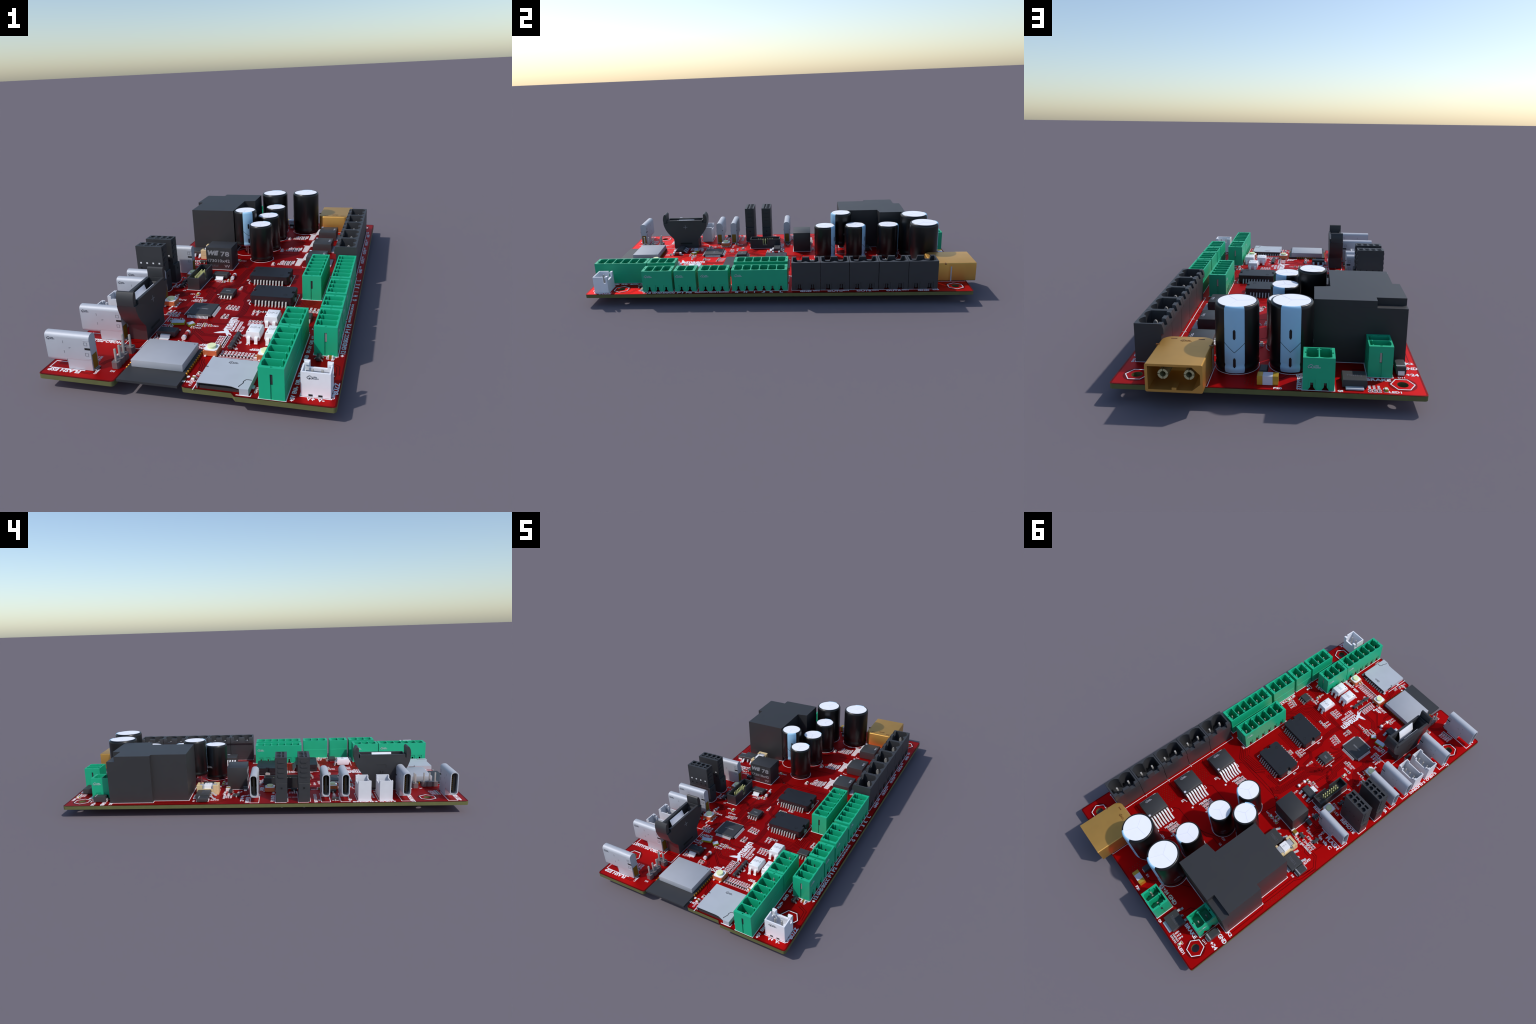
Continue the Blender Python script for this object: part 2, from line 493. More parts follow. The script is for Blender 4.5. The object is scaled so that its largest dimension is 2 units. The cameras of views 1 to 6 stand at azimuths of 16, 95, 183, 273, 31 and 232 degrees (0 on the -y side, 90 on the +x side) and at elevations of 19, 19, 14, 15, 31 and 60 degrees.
WORDS = [
    ("GND", -.490, .762, 180, .052, .021), ("+24", -.490, .811, 180, .043, .019), ("K2", -.4945, .7225, 180, .026, .015),
    ("BRAKE", -.369, .856, 180, .083, .018), ("LED1", -.414, .938, 180, .040, .013), ("IC", -.104, .846, 180, .022, .016),
    ("+24", -.136, .844, 180, .036, .017), ("GND", -.190, .842, 180, .058, .019), ("STEPPER", -.104, .894, 270, .102, .015),
    ("Q8", -.238, .944, 180, .018, .013), ("F20", -.036, .942, 180, .028, .012),
    ("FLASH", -.456, .049, 180, .086, .020), ("in via C", -.432, .076, 180, .084, .019), ("GATE", -.4495, .212, 90, .042, .013),
    ("REMOTE", -.436, -.0755, 180, .100, .019), ("RESET", -.274, -.014, 180, .066, .017), ("BOOT", -.256, -.380, 90, .058, .018),
    ("S.SLIDING", -.5035, -.519, 90, .116, .013), ("S.HILO", -.5035, -.625, 90, .076, .013),
    ("CONTROLLER", -.440, -.2855, 180, .134, .016), ("FLASH ESP", -.437, -.9645, 180, .128, .019),
    ("MOBO-PSU-UART", -.423, -.7455, 180, .186, .019), ("Mainboard GT", .0575, -.534, 90, .098, .014),
    ("221/222/223", .0765, -.5395, 90, .087, .013), ("V2.1.0", .0940, -.561, 90, .049, .013),
    ("RESET ESP", .2195, -.7065, 180, .106, .015), ("BOOT", -.018, -.7275, 180, .058, .017), ("ESP", -.0085, -.7055, 180, .042, .016),
    ("+5V  ENA-  DIR-  PUL-  ALM+  GND", .3785, -.850, 90, .282, .015), ("SIG CW  GND  +12", .3785, -.630, 90, .130, .014),
    ("BUZZ", .5045, -.898, 90, .064, .018), ("CN4", .5005, -.9435, 90, .026, .011), ("V+", .4335, -.969, 0, .026, .018), ("V-", .4660, -.969, 0, .022, .018),
    ("+12", .5005, -.679, 90, .044, .017), ("GND", .5005, -.625, 90, .053, .017), ("SIGCC", .5005, -.564, 90, .064, .017),
    ("P1", .5005, -.505, 90, .032, .017), ("P2", .5005, -.459, 90, .032, .017), ("BROWN | BLUE | BLACK", .4995, -.3415, 90, .175, .012),
    ("GND", .498, .137, 90, .058, .015), ("OUTC", .498, .283, 90, .076, .015), ("OUTB", .498, .4265, 90, .074, .015),
    ("OUTA", .498, .573, 90, .074, .015), ("GND", .498, .718, 90, .056, .015),
    ("IR ROTAT", .388, -.345, 90, .108, .016), ("C34", .115, .7015, 180, .025, .011), ("C77", -.0900, .468, 180, .025, .011), ("U2", -.103, .497, 180, .016, .011),
    ("SW1", .262, -.700, 180, .022, .010), ("SW2", -.2720, -.424, 90, .022, .009),
]
for w in WORDS:
    word(*w)
for ch, y in zip("GHIJKL", (-.214, -.168, -.122, -.077, -.036, .014)):
    word(ch, .5005, y, 90, .017 if ch != "I" else .004, .018)
for s, y in (("CN10", .190), ("CN15", .337), ("CN14", .483), ("CN13", .630), ("CN5", .778)):
    word(s, .4935, y, 90, .032, .009)
word("maem", .0365, -.517, 90, .108, .030, bold=.03)

# hummingbird emblem beside the lettering: wing, body with tail, beak
def bez(p0, p1, p2, p3, n=8):
    return [tuple((1 - t) ** 3 * a + 3 * (1 - t) ** 2 * t * b2 + 3 * (1 - t) * t * t * c + t ** 3 * d
                  for a, b2, c, d in zip(p0, p1, p2, p3)) for t in (i / n for i in range(n))]
wing = bez((.040, -.600), (.022, -.604), (.012, -.607), (-.008, -.606)) + bez((-.008, -.606), (.004, -.598), (.010, -.590), (.026, -.587)) + bez((.026, -.587), (.034, -.588), (.038, -.592), (.040, -.600))
body = bez((.018, -.572), (.026, -.572), (.028, -.580), (.027, -.586)) + bez((.027, -.586), (.034, -.594), (.040, -.602), (.044, -.610)) + \
    bez((.044, -.610), (.046, -.616), (.052, -.622), (.058, -.626)) + bez((.058, -.626), (.055, -.616), (.052, -.606), (.050, -.598)) + \
    bez((.050, -.598), (.052, -.588), (.046, -.578), (.038, -.574)) + bez((.038, -.574), (.032, -.570), (.024, -.568), (.018, -.572))
tail = [(.049, -.604), (.070, -.618), (.060, -.600), (.052, -.594)]
for lp, dz in ((wing, 0), (body, .0001), (tail, .0002)):
    silk.plate([lp], T - .001, ZS + dz, SILK)

# outlines of the larger parts
sline([(-.146, .7305), (-.4805, .7325), (-.4805, .5135), (-.4525, .5135), (-.4525, .3395), (-.206, .3395), (-.206, .572), (-.146, .577)], .003, True)
srect(-.1365, -.2785, .0580, .1665)
sline([(-.2745, -.2170), (-.2745, -.0250), (-.2110, -.0250), (-.2110, -.2170)], .0026, True)
for cx, cy in ((.091, -.037), (.156, -.264)):
    x0, x1 = cx - .100, cx + .101
    sline([(x0 + .012, cy + .069), (x0, cy + .069), (x0, cy - .058), (x0 + .010, cy - .070)], .0034)
    sline([(x1 - .012, cy + .069), (x1, cy + .069), (x1, cy - .069), (x1 - .012, cy - .069)], .0026)
for y0, y1 in ((.067, .2095), (.2115, .354), (.3565, .499), (.5015, .644), (.646, .7885)):
    srect(.3745, .4845, y0 - .001, y1 + .001, .0026)
    sline([(.3745, y1 + .001), (.366, y1 + .001)], .0026)
for x0, x1, y0, y1 in ((.400, .487, -.2395, .0475), (.400, .487, -.4095, -.254), (.400, .487, -.5355, -.4215), (.400, .487, -.7045, -.5435),
                       (.2745, .3625, -.2430, .0470), (.2745, .3625, -.996, -.7130), (.2745, .3625, -.7105, -.5560),
                       (-.2200, -.1140, .8585, .9475), (-.4210, -.3320, .7300, .8390), (.399, .497, -.960, -.8800)):
    srect(x0, x1, y0, y1, .0028)
srect(.1935, .3835, .770, .9500, .0024)
for y in (-.932, -.714, -.4265, -.333, .013):
    sline([(-.36, y - .0215), (-.502, y - .0215), (-.502, y + .0215), (-.36, y + .0215)], .0030)
for y in (-.5180, -.6190):
    sline([(-.3675, y + .0345), (-.494, y + .0345)], .0026)
    sline([(-.3675, y - .0345), (-.494, y - .0345), (-.494, y + .0345)], .0026)
for y0, y1 in ((-.1500, -.0890), (-.2590, -.2000)):
    sline([(-.362, y0), (-.490, y0), (-.503, y0 + .012), (-.503, y1), (-.362, y1), (-.350, y1 - .016), (-.350, y0 + .016)], .0028, True)
sline([(-.315, -.5120), (-.2880, -.488), (-.2400, -.488), (-.2400, -.778), (-.2940, -.778), (-.3140, -.752)], .0028, True)
for (cx, cy), r in (((.117, .781), .0790), ((-.0715, .764), .0790), ((-.032, .6126), .063), ((-.031, .4244), .063), ((-.031, .249), .063), ((-.1409, .3479), .063)):
    silk.plate([ring(cx, cy, r, 48), ring(cx, cy, r - .0024, 48)], T - .001, ZS, SILK)
for yc in (.645, .43, .215):
    sline([(.226, yc + .066), (.206, yc + .066), (.206, yc + .060)], .0026)
    sline([(.226, yc - .064), (.206, yc - .064), (.206, yc - .056)], .0026)
    dot(.157, yc + .060, .0052)
    word("U5", .222, yc + .078, 90, .018, .014)
sline([(-.206, -.0035), (-.206, -.060)], .0022)
sline([(-.036, -.288), (-.090, -.288)], .002); sline([(-.0975, -.282), (-.0975, -.218)], .0028)
sline([(.300, -.465), (.300, -.418)], .003); sline([(.054, -.989), (.054, -.850)], .003); sline([(.070, -.815), (.230, -.815)], .002)
sline([(.200, -.991), (.2475, -.991), (.2475, -.975)], .003)
for x, y in ((.392, -.503), (.374, -.500), (.373, -.487), (.0125, -.921), (-.271, .045), (.013, -.69)):
    dot(x, y, .0058)
sline([(.400, -.515), (.365, -.515), (.365, -.505)], .0022)
for s, x, y, r in (("U1", -.145, -.322, 90), ("U9", -.108, -.247, 180), ("U3", -.022, -.060, 90), ("U6", .044, -.290, 90), ("J7", -.285, -.224, 180),
                   ("U11", -.114, .006, 90), ("D3", -.276, .022, 180), ("P4", -.318, .090, 180), ("D8", -.462, .316, 180), ("D11", -.449, .834, 180),
                   ("D1", -.012, .872, 180), ("CN11", .258, -.955, 90), ("U12", .312, -.404, 180), ("U8", .150, -.672, 180), ("Q5", .118, -.608, 90),
                   ("Q6", .118, -.664, 90), ("Q7", .118, -.712, 90), ("Q1", .448, -.700, 0), ("C91", .480, -.700, 90), ("H1", -.262, -.938, 180), ("J5", -.300, -.83, 90),
                   ("USB1", -.316, -.950, 90), ("USB2", -.312, -.69, 90), ("C21", -.195, -.334, 180), ("IC1", .126, .010, 90), ("Y1", -.200, -.585, 180),
                   ("Z", .405, -.560, 90), ("CN2", .288, .058, 180), ("D7", -.110, -.628, 180), ("D5", -.345, -.588, 180), ("CN7", .470, -.720, 90),
                   ("V- GND S +5V", -.400, -.568, 180), ("GND CAN", -.42, -.170, 90), ("D6", -.30, -.64, 0), ("C2", -.467, -.455, 180), ("JP1", -.30, -.775, 90)):
    word(s, x, y, r, .0080 * len(s), .0105, bold=.02)
for y in (-.305, -.390, -.370, -.450):
    word("C3" if y < -.35 else "C1", -.47, y + .0, 180, .026, .014)

# ------------------------------------------------------------------ small chips
def chip_mesh(name, L, W, H, body, end, cap=.28):
    m = MB()
    m.box(-L * (.5 - cap), L * (.5 - cap), -W / 2 * .96, W / 2 * .96, 0, H * .94, body)
    m.box(-L / 2, -L * (.5 - cap), -W / 2, W / 2, 0, H, end, b=.0006, seg=1)
    m.box(L * (.5 - cap), L / 2, -W / 2, W / 2, 0, H, end, b=.0006, seg=1)
    return m.mesh(name)
MED = {"R": chip_mesh("chip_resistor", .0115, .0062, .0045, CHIPD, WTIN), "C": chip_mesh("chip_capacitor", .0115, .0064, .0062, CAPB, WTIN),
       "L": chip_mesh("indicator_led", .0180, .0098, .0078, WTIN, XTALR, .17), "K": chip_mesh("chip_capacitor", .0205, .0110, .0095, CAPB, WTIN)}
NAMES = {"R": "chip_resistor", "C": "chip_capacitor", "L": "indicator_led", "K": "chip_capacitor"}
SIZE = {"R": (.0115, .0062), "C": (.0115, .0064), "L": (.018, .0098), "K": (.0205, .011)}
cn = random.Random(11)
def chip(kind, x, y, axis='y', lab=None, frame=True):
    """A small two-ended part, its printed outline and its reference."""
    place(NAMES[kind], MED[kind], x, y, T, 90 if axis == 'y' else 0)
    L, W = SIZE[kind]
    if frame:
        a, c = L / 2 + .0036, W / 2 + .0032
        for s in (-1, 1):
            pts = [(s * L * .16, c), (s * (a - .002), c), (s * a, c - .002), (s * a, -c + .002), (s * (a - .002), -c), (s * L * .16, -c)]
            if axis == 'y':
                pts = [(-v, u) for u, v in pts]
            sline([(x + u, y + v) for u, v in pts], .0015)
    if lab:
        s = ("R" if kind == "R" else "L" if kind == "L" else "C") + str(cn.randint(2, 99))
        dx, dy, rot = {'-y': (0, -L / 2 - .0185, 90), '+y': (0, L / 2 + .0185, 90), '-x': (-L / 2 - .0185, 0, 180), '+x': (L / 2 + .0185, 0, 180)}[lab]
        word(s, x + dx, y + dy, rot, .0215, .0090, bold=.018)
def row(kinds, x0, y0, dx, dy, axis, lab):
    for i, k in enumerate(kinds):
        chip(k, x0 + dx * i, y0 + dy * i, axis, lab)

row("RCC", .074, -.157, -.0160, 0, 'y', '-y')
chip("C", -.027, -.174, 'y', '+y')
row("CCCC", .022, -.389, -.0150, .002, 'y', '+y')
row("CC", .0, -.472, -.0160, 0, 'y', '+y')
row("CC", .119, -.396, -.0185, 0, 'y', '-y')
chip("R", .144, -.393, 'x', '-x')
row("RRRR", .153, -.487, -.0147, 0, 'y', '-y')
row("CC", -.163, -.334, 0, .0140, 'x', '-x')
chip("R", -.203, -.295, 'x', '+x'); chip("L", -.203, -.262, 'y', '-x')
chip("R", -.269, -.331, 'x', '+x'); chip("K", -.2935, -.312, 'y', '+y')
chip("C", -.179, -.518, 'x', '-x'); row("CC", -.211, -.488, -.016, 0, 'y', '+y'); row("CC", -.242, -.474, -.016, 0, 'y', '+y')
chip("C", -.041, -.552, 'x', '+x'); row("CC", -.066, -.544, 0, -.0150, 'x', '-x'); chip("C", -.105, -.578, 'x', '+x')
row("CC", -.100, -.703, -.0160, 0, 'y', '-y')
chip("K", .2065, -.764, 'y', '+y'); row("RRRRRRRRRR", .189, -.767, -.0126, 0, 'y', '+y')
row("RRRRRRR", .0585, -.631, 0, -.0127, 'x', '-x')
chip("K", .036, -.932, 'y', '-y'); chip("C", .041, -.896, 'y', None); word("C83 R9", .018, -.950, 180, .036, .010)
chip("K", .286, -.498, 'y', '-y'); chip("R", .2870, -.458, 'x', '-x'); chip("R", .2700, -.474, 'x', None); chip("K", .345, -.547, 'x', '-x')
chip("L", .381, -.352, 'y', '-y'); row("RRR", .363, -.361, -.0160, .003, 'y', '+y')
for yc in (.640, .425, .208):
    row("RRRR", .135, yc - .032, 0, .0150, 'x', None)
    row("RRRR", .113, yc - .034, 0, .0150, 'x', '-x')
    chip("C", .079, yc - .030, 'x', None); chip("K", .0490, yc - .038, 'y', None)
    word("R71 R56", .090, yc + .0050, 90, .046, .010); word("C20 R44", .149, yc + .004, 90, .050, .009)
row("RR", -.323, .173, -.0290, .002, 'x', '+x')
chip("R", -.331, .102, 'x', '-x'); chip("R", -.358, .124, 'x', '-x'); chip("R", -.357, .152, 'x', '-x')
row("RRR", -.385, .141, -.0150, 0, 'y', '+y'); chip("R", -.383, .045, 'y', '+y'); word("R42 R48 R50", -.388, .170, 180, .060, .011); word("R33", -.418, .170, 180, .024, .011)
row("LL", -.144, .199, -.0380, 0, 'x', '+x'); chip("K", -.172, .178, 'x', None)
chip("C", -.301, -.103, 'x', '-x'); chip("R", -.350, -.0770, 'x', '+x')
row("RRRRR", -.351, -.888, -.0128, -.0010, 'y', '+y')
row("RRR", -.334, .934, -.0150, 0, 'y', '-y'); chip("L", -.386, .927, 'y', None)
chip("K", .462, -.716, 'x', None)
chip("K", -.107, -.086, 'x', '-x'); chip("C", -.134, -.101, 'x', '-x')
row("RR", -.445, -.380, 0, -.020, 'x', '-x'); chip("K", -.40, -.380, 'x', '-x')
row("RR", -.335, -.190, -.018, 0, 'y', '+y'); row("RR", -.215, -.700, 0, .016, 'x', '+x'); chip("C", -.305, -.668, 'y', None)
row("CC", -.200, -.575, 0, -.016, 'x', '-x'); chip("K", -.222, -.640, 'y', '-y'); row("RC", -.222, -.54, 0, .014, 'x', '+x')
row("CC", .104, -.128, -.016, 0, 'y', None)
place("silkscreen", silk.mesh("silkscreen", smooth=False), parent=BOARD, kind="stuff")

# ------------------------------------------------------------------ pluggable headers
def blade(name, w, t, z0, z1, zb, m):
    b = MB()
    prof = [(-w / 2, z0), (w / 2, z0), (w / 2, z1 - w * .5), (w * .3, z1 - w * .15), (w * .12, z1), (-w * .12, z1), (-w * .3, z1 - w * .15), (-w / 2, z1 - w * .5)]
    b.plate([prof], -t / 2, t / 2, m, axis='y')
    b.box(-.0045, .0045, -.0045, .0045, zb, z0 + .004, m, b=.001, seg=1)
    return b.mesh(name)
GPIN = blade("contact_pin", .0100, .0046, .012, .092, -.0400, TIN)
BPIN = blade("contact_pin", .0160, .0080, .012, .120, -.0400, TIN)

def pcb_logo(mb, x, y, z, size, m):
    cloud_mark(mb, (x, y, z), size, m, (1, 0, 0), (0, 0, 1))

HEADERS = {}
def green_header(n, L):
    """n-way open header: front (scalloped wall, arches) towards -y."""
    key = (n, round(L, 4))
    if key in HEADERS:
        return HEADERS[key]
    D, H, zf = .0825, .1125, .046
    p = .0436
    b = MB()
    e = .0045
    cells = []
    for i in range(n):
        cx = (i - (n - 1) / 2) * p
        hw = p / 2 - .0020
        y0, y1 = -D / 2 + .0050, D / 2 - .0050
        lp = [(cx - hw + 2 * hw * t / 8, y0 + .0042 * (1 - sin(pi * t / 8))) for t in range(9)]
        lp += [(cx + hw, y1 - .012), (cx + hw - .0050, y1 - .012), (cx + hw - .0050, y1 - .0080), (cx + hw, y1 - .0080), (cx + hw, y1)]
        lp += [(cx - hw, y1), (cx - hw, y1 - .0080), (cx - hw + .0050, y1 - .0080), (cx - hw + .0050, y1 - .012), (cx - hw, y1 - .012)]
        cells.append(lp)
    dn = .0050
    b.plate([[(-L / 2 + e, -D / 2), (L / 2 - e, -D / 2), (L / 2 - e, -.004), (L / 2 - e - dn, -.004), (L / 2 - e - dn, .004), (L / 2 - e, .004), (L / 2 - e, D / 2),
              (-L / 2 + e, D / 2), (-L / 2 + e, .004), (-L / 2 + e + dn, .004), (-L / 2 + e + dn, -.004), (-L / 2 + e, -.004)]] + cells, zf, H, GREEN)
    b.box(-L / 2 + e + .0004, L / 2 - e - .0004, -D / 2 + .012, D / 2 - .006, .030, zf + .0006, GREEN)
    # ends with their upright slot
    for s in (-1, 1):
        b.plate([rect(-D / 2, D / 2, 0, H), rect(-.0044, .0044, .0012, .090)], s * L / 2, s * (L / 2 - e), GREEN, axis='x')
        b.box(s * (L / 2 - e + .0015), s * (L / 2 - e - .0100), -.0034, .0034, .054, .0895, TIN if s < 0 else DARKP)
        b.box(s * (L / 2 - .0030), s * (L / 2 - e - .0060), -.0046, .0046, .001, .052, GREEN)
    # front skirt: outer face with square openings, inner face with arches
    outer, inner = [(-L / 2 + e, 0)], [(-L / 2 + e, 0)]
    for i in range(n):
        cx = (i - (n - 1) / 2) * p
        outer += [(cx - .0125, 0), (cx - .0125, .036), (cx + .0125, .036), (cx + .0125, 0)]
        inner += [(cx - .0115, 0), (cx - .0085, .005), (cx - .0048, .010), (cx - .0048, .025), (cx + .0048, .025), (cx + .0048, .010), (cx + .0085, .005), (cx + .0115, 0)]
    for lp, ya, yb in ((outer, -D / 2, -D / 2 + .0022), (inner, -D / 2 + .0022, -D / 2 + .011)):
        lp += [(L / 2 - e, 0), (L / 2 - e, zf), (-L / 2 + e, zf)]
        b.plate([lp], ya, yb, GREEN, axis='y')
    # back skirt, a little proud
    b.box(-L / 2 + e, L / 2 - e, D / 2 - .006, D / 2 + .0012, 0, .056, GREEN, b=.0008, seg=1)
    HEADERS[key] = (b.mesh("terminal_header"), [(i - (n - 1) / 2) * p for i in range(n)])
    return HEADERS[key]

def add_green(n, x, y, rot, L, logo=None):
    me, xs = green_header(n, L)
    o = place("terminal_header", me, x, y, T, rot)
    for px in xs:
        place("contact_pin", GPIN, px, -.002, 0, 90, parent=o)
    if logo is not None:
        m = MB()
        cloud_mark(m, (logo, -.0413 - .0002, .082), .0195, LILAC, (1, 0, 0), (0, 0, 1))
        place("printed_mark", m.mesh("printed_mark", smooth=False), parent=o, kind="stuff")
D2 = .04125
add_green(6, .4847 - D2, -.0965, 90, .2835, -.102)
add_green(3, .4847 - D2, -.3320, 90, .1525, -.038)
add_green(2, .4847 - D2, -.4785, 90, .1110, -.022)
add_green(3, .4847 - D2, -.6245, 90, .1555, -.040)
add_green(6, .2775 + D2, -.0985, 270, .2850, -.105)
add_green(6, .2775 + D2, -.8545, 270, .2830, -.105)
add_green(3, .2775 + D2, -.6330, 270, .1520, -.040)
add_green(2, -.1675, .9445 - D2, 180, .1030, -.010)
add_green(2, -.3350 - D2, .7845, 270, .1070, -.020)

# black two-way power headers
def black_header():
    L, D, H, zf = .1425, .1040, .1460, .052
    b = MB()
    w = .0070
    RB = D / 2 - .0045                 # upper edge of the rear wall
    y0, y1 = -D / 2 + w, RB - .0150
    hole = []
    for c in (-.0325, .0325):
        hole += [(c - .0300 + .0600 * t / 12, y0 + .0150 * (1 - sin(pi * t / 12) ** .8)) for t in range(13)]
    u = [(-L / 2, -D / 2), (L / 2, -D / 2), (L / 2, y1), (L / 2 - w, y1), (L / 2 - w, y0 + .0150)] + hole[::-1] + [(-L / 2 + w, y0 + .0150), (-L / 2 + w, y1), (-L / 2, y1)]
    b.plate([u], zf, H, BLACKP)
    b.box(-L / 2 + w + .0005, L / 2 - w - .0005, y0 + .001, y1 - .0005, .026, zf + .001, DARKP)
    # thick rear wall with two gaps for the latches, and an overhanging band outside
    prof = [(-L / 2, 0), (L / 2, 0), (L / 2, H)]
    gaps = []
    for c in (.0330, -.0330):
        prof += [(c + .0175, H), (c + .0110, H - .022), (c - .0110, H - .022), (c - .0175, H)]
    prof += [(-L / 2, H)]
    b.plate([prof], y1, RB - .0030, BLACKP, axis='y')
    e0 = -L / 2
    for c in (-.0330, .0330, None):
        e1 = L / 2 if c is None else c - .0145
        b.plate([[(RB - .0030, H - .0004), (RB, H - .0006), (RB + .0055, H - .0185), (RB + .0055, H - .0370), (RB - .0030, H - .0370)]], e0, e1, BLACKP, axis='x')
        if c is not None:
            b.plate([[(RB - .0030, H - .0220), (RB + .0055, H - .0220), (RB + .0055, H - .0370), (RB - .0030, H - .0370)]], e1, c + .0145, BLACKP, axis='x')
            e0 = c + .0145
    for s in (-1, 1):
        b.box(s * L / 2, s * (L / 2 - .007), -D / 2 + .012, y1, 0, zf, BLACKP)
    outer, inner = [(-L / 2, 0)], [(-L / 2, 0)]
    for c in (-.033, .033):
        outer += [(c - .0190, 0), (c - .0190, .038), (c + .0190, .038), (c + .0190, 0)]
        inner += [(c - .0130, 0), (c - .0080, .010), (c - .0080, .030), (c + .0080, .030), (c + .0080, .010), (c + .0130, 0)]
    for lp, ya, yb in ((outer, -D / 2, -D / 2 + .003), (inner, -D / 2 + .003, -D / 2 + .012)):
        lp += [(L / 2, 0), (L / 2, zf), (-L / 2, zf)]
        b.plate([lp], ya, yb, BLACKP, axis='y')
    for c in (-.033, .033):
        b.box(c - .0045, c + .0045, -D / 2 + .006, -D / 2 + .016, .006, .027, DARKP)
    return b.mesh("power_header")
BH = black_header()
for y0 in (.067, .2115, .3565, .5015, .646):
    o = place("power_header", BH, .4820 - .0520, y0 + .07125, T, 90)
    for c in (-.033, .033):
        place("contact_pin", BPIN, c, -.006, 0, 90, parent=o)

# ------------------------------------------------------------------ electrolytic capacitors
def capacitor(x, y, R, H, lift, ang, legs=True):
    """Sleeved can: crimp near the foot, rounded shoulder, pale stripe with minus marks."""
    b = MB()
    k = R / .0605
    prof = [(R * .80, .001), (R * .94, .004), (R, .012 * k), (R, .020 * k), (R * .955, .026 * k), (R, .033 * k),
            (R, H - .012 * k), (R * .985, H - .006 * k), (R * .95, H - .0018), (R * .90, H), (R * .86, H - .001)]
    half = radians(26.5)
    a = radians(ang)
    b.lathe([(.0, .001)] + prof + [(R * .84, H - .004), (0, H - .004)], SLEEVE, n=56, a0=a + half, a1=a - half + 2 * pi)
    o = place("capacitor", b.mesh("capacitor", angle=50), x, y, T + lift)
    b = MB()
    b.lathe([(.0, .0012)] + prof + [(R * .84, H - .0041), (0, H - .0041)], STRIPE, n=14, a0=a - half, a1=a + half)
    place("sleeve_stripe", b.mesh("sleeve_stripe", angle=50), parent=o)
    # printed minus signs and arrow on the stripe
    b = MB()
    Rm = R + .0004
    def on(t, z):
        return (Rm * cos(a + t), Rm * sin(a + t), z)
    def patch(t0, t1, za, zb):
        q = [b.bm.verts.new(on(t, z)) for t, z in ((t0, za), (t1, za), (t1, zb), (t0, zb))]
        f = b.bm.faces.new(q); f.material_index = b.mi(SLEEVE)
    zm = H * .60
    for zc in (zm, zm - .42 * H):
        for za, zb, ww in ((-.014, -.011, .035), (-.011, .011, .06), (.011, .014, .035)):
            patch(-ww, ww, zc + za * k, zc + zb * k)
    zc = H * .38
    for s in (-1, 1):
        for i in range(5):
            t0, t1 = half * i / 5, half * (i + 1) / 5
            v0, v1 = zc + .026 * k * i / 5 - .012, zc + .026 * k * (i + 1) / 5 - .012
            q = [b.bm.verts.new(on(s * t, z)) for t, z in ((t0, v0), (t1, v1), (t1, v1 + .0022), (t0, v0 + .0022))]
            f = b.bm.faces.new(q); f.material_index = b.mi(SLEEVE)
    place("stripe_mark", b.mesh("stripe_mark"), parent=o, kind="stuff")
    # aluminium lid with three score lines
    b = MB()
    b.cyl(0, 0, H - .006, H - .0008, R * .862, ALTOP, n=48)
    for i in range(3):
        t = a + pi * .55 + i * 2 * pi / 3
        d = Vector((cos(t), sin(t)))
        b.strip([(0, 0), tuple(d * R * .78)], .0016, H - .002, H - .0005 + i * .00004, SCORE)
    place("can_lid", b.mesh("can_lid"), parent=o)
    b = MB()
    for s in (-1, 1):
        b.cyl(s * R * .42 * cos(a), s * R * .42 * sin(a), -lift - .0360, .003, .0035, TIN, n=8)
    place("capacitor_leg", b.mesh("capacitor_leg"), parent=o)
    # maker's mark low on the side away from the stripe
    b = MB()
    t = a + pi / 2
    n = Vector((cos(t), sin(t), 0))
    xd = Vector((-sin(t), cos(t), 0))
    cloud_mark(b, tuple(n * (R + .0012) + Vector((0, 0, H * .38))), .016, GREYM, tuple(xd), (0, 0, 1))
    place("printed_mark", b.mesh("printed_mark", smooth=False), parent=o, kind="stuff")

capacitor(.1160, .7863, .0765, .2425, .0005, 90)
capacitor(-.0715, .7648, .0765, .2425, .0005, 90)
capacitor(-.0320, .6126, .0605, .1943, .0005, 88)
capacitor(-.0310, .4244, .0605, .1943, .0005, 64)
capacitor(-.0310, .2490, .0605, .1943, .0005, 62)
capacitor(-.1409, .3479, .0605, .1943, .0480, -62)

# ------------------------------------------------------------------ relay and inductor
b = MB()
zr = .2960 - T
foot = [(-.148, .728), (-.477, .730), (-.477, .5155), (-.449, .5155), (-.449, .342), (-.2090, .342), (-.2090, .571), (-.148, .579)]
upper = [(-.148, .728), (-.3690, .7287), (-.3690, .690), (-.477, .690), (-.477, .5155), (-.449, .5155), (-.449, .342), (-.2090, .342), (-.2090, .571), (-.148, .579)]
b.plate([foot], .001, .2095, RELAYP)
b.plate([upper], .2095, zr, RELAYP)
place("relay", b.mesh("relay"), 0, 0, T)

b = MB()
b.box(-.2760, -.1390, .0605, .1640, .001, .1180, INDP, b=.0012)
ind = place("power_inductor", b.mesh("power_inductor"), 0, 0, T)
b = MB()
f = (1, 0, 0), (0, 0, 1)
write(b, "WE", (-.2375, .0602, .0890), .060, .026, GREYM, *f, bold=.075, slant=.25)
write(b, "78", (-.1745, .0602, .0850), .046, .026, GREYM, *f)
write(b, "173010x42", (-.2100, .0602, .0475), .118, .0165, GREYM, *f)
write(b, "YYWW", (-.2360, .0602, .0190), .048, .0145, DGREY, *f)
write(b, "VV", (-.1660, .0602, .0190), .028, .0145, GREYM, *f)
place("printed_mark", b.mesh("printed_mark", smooth=False), parent=ind, kind="stuff")

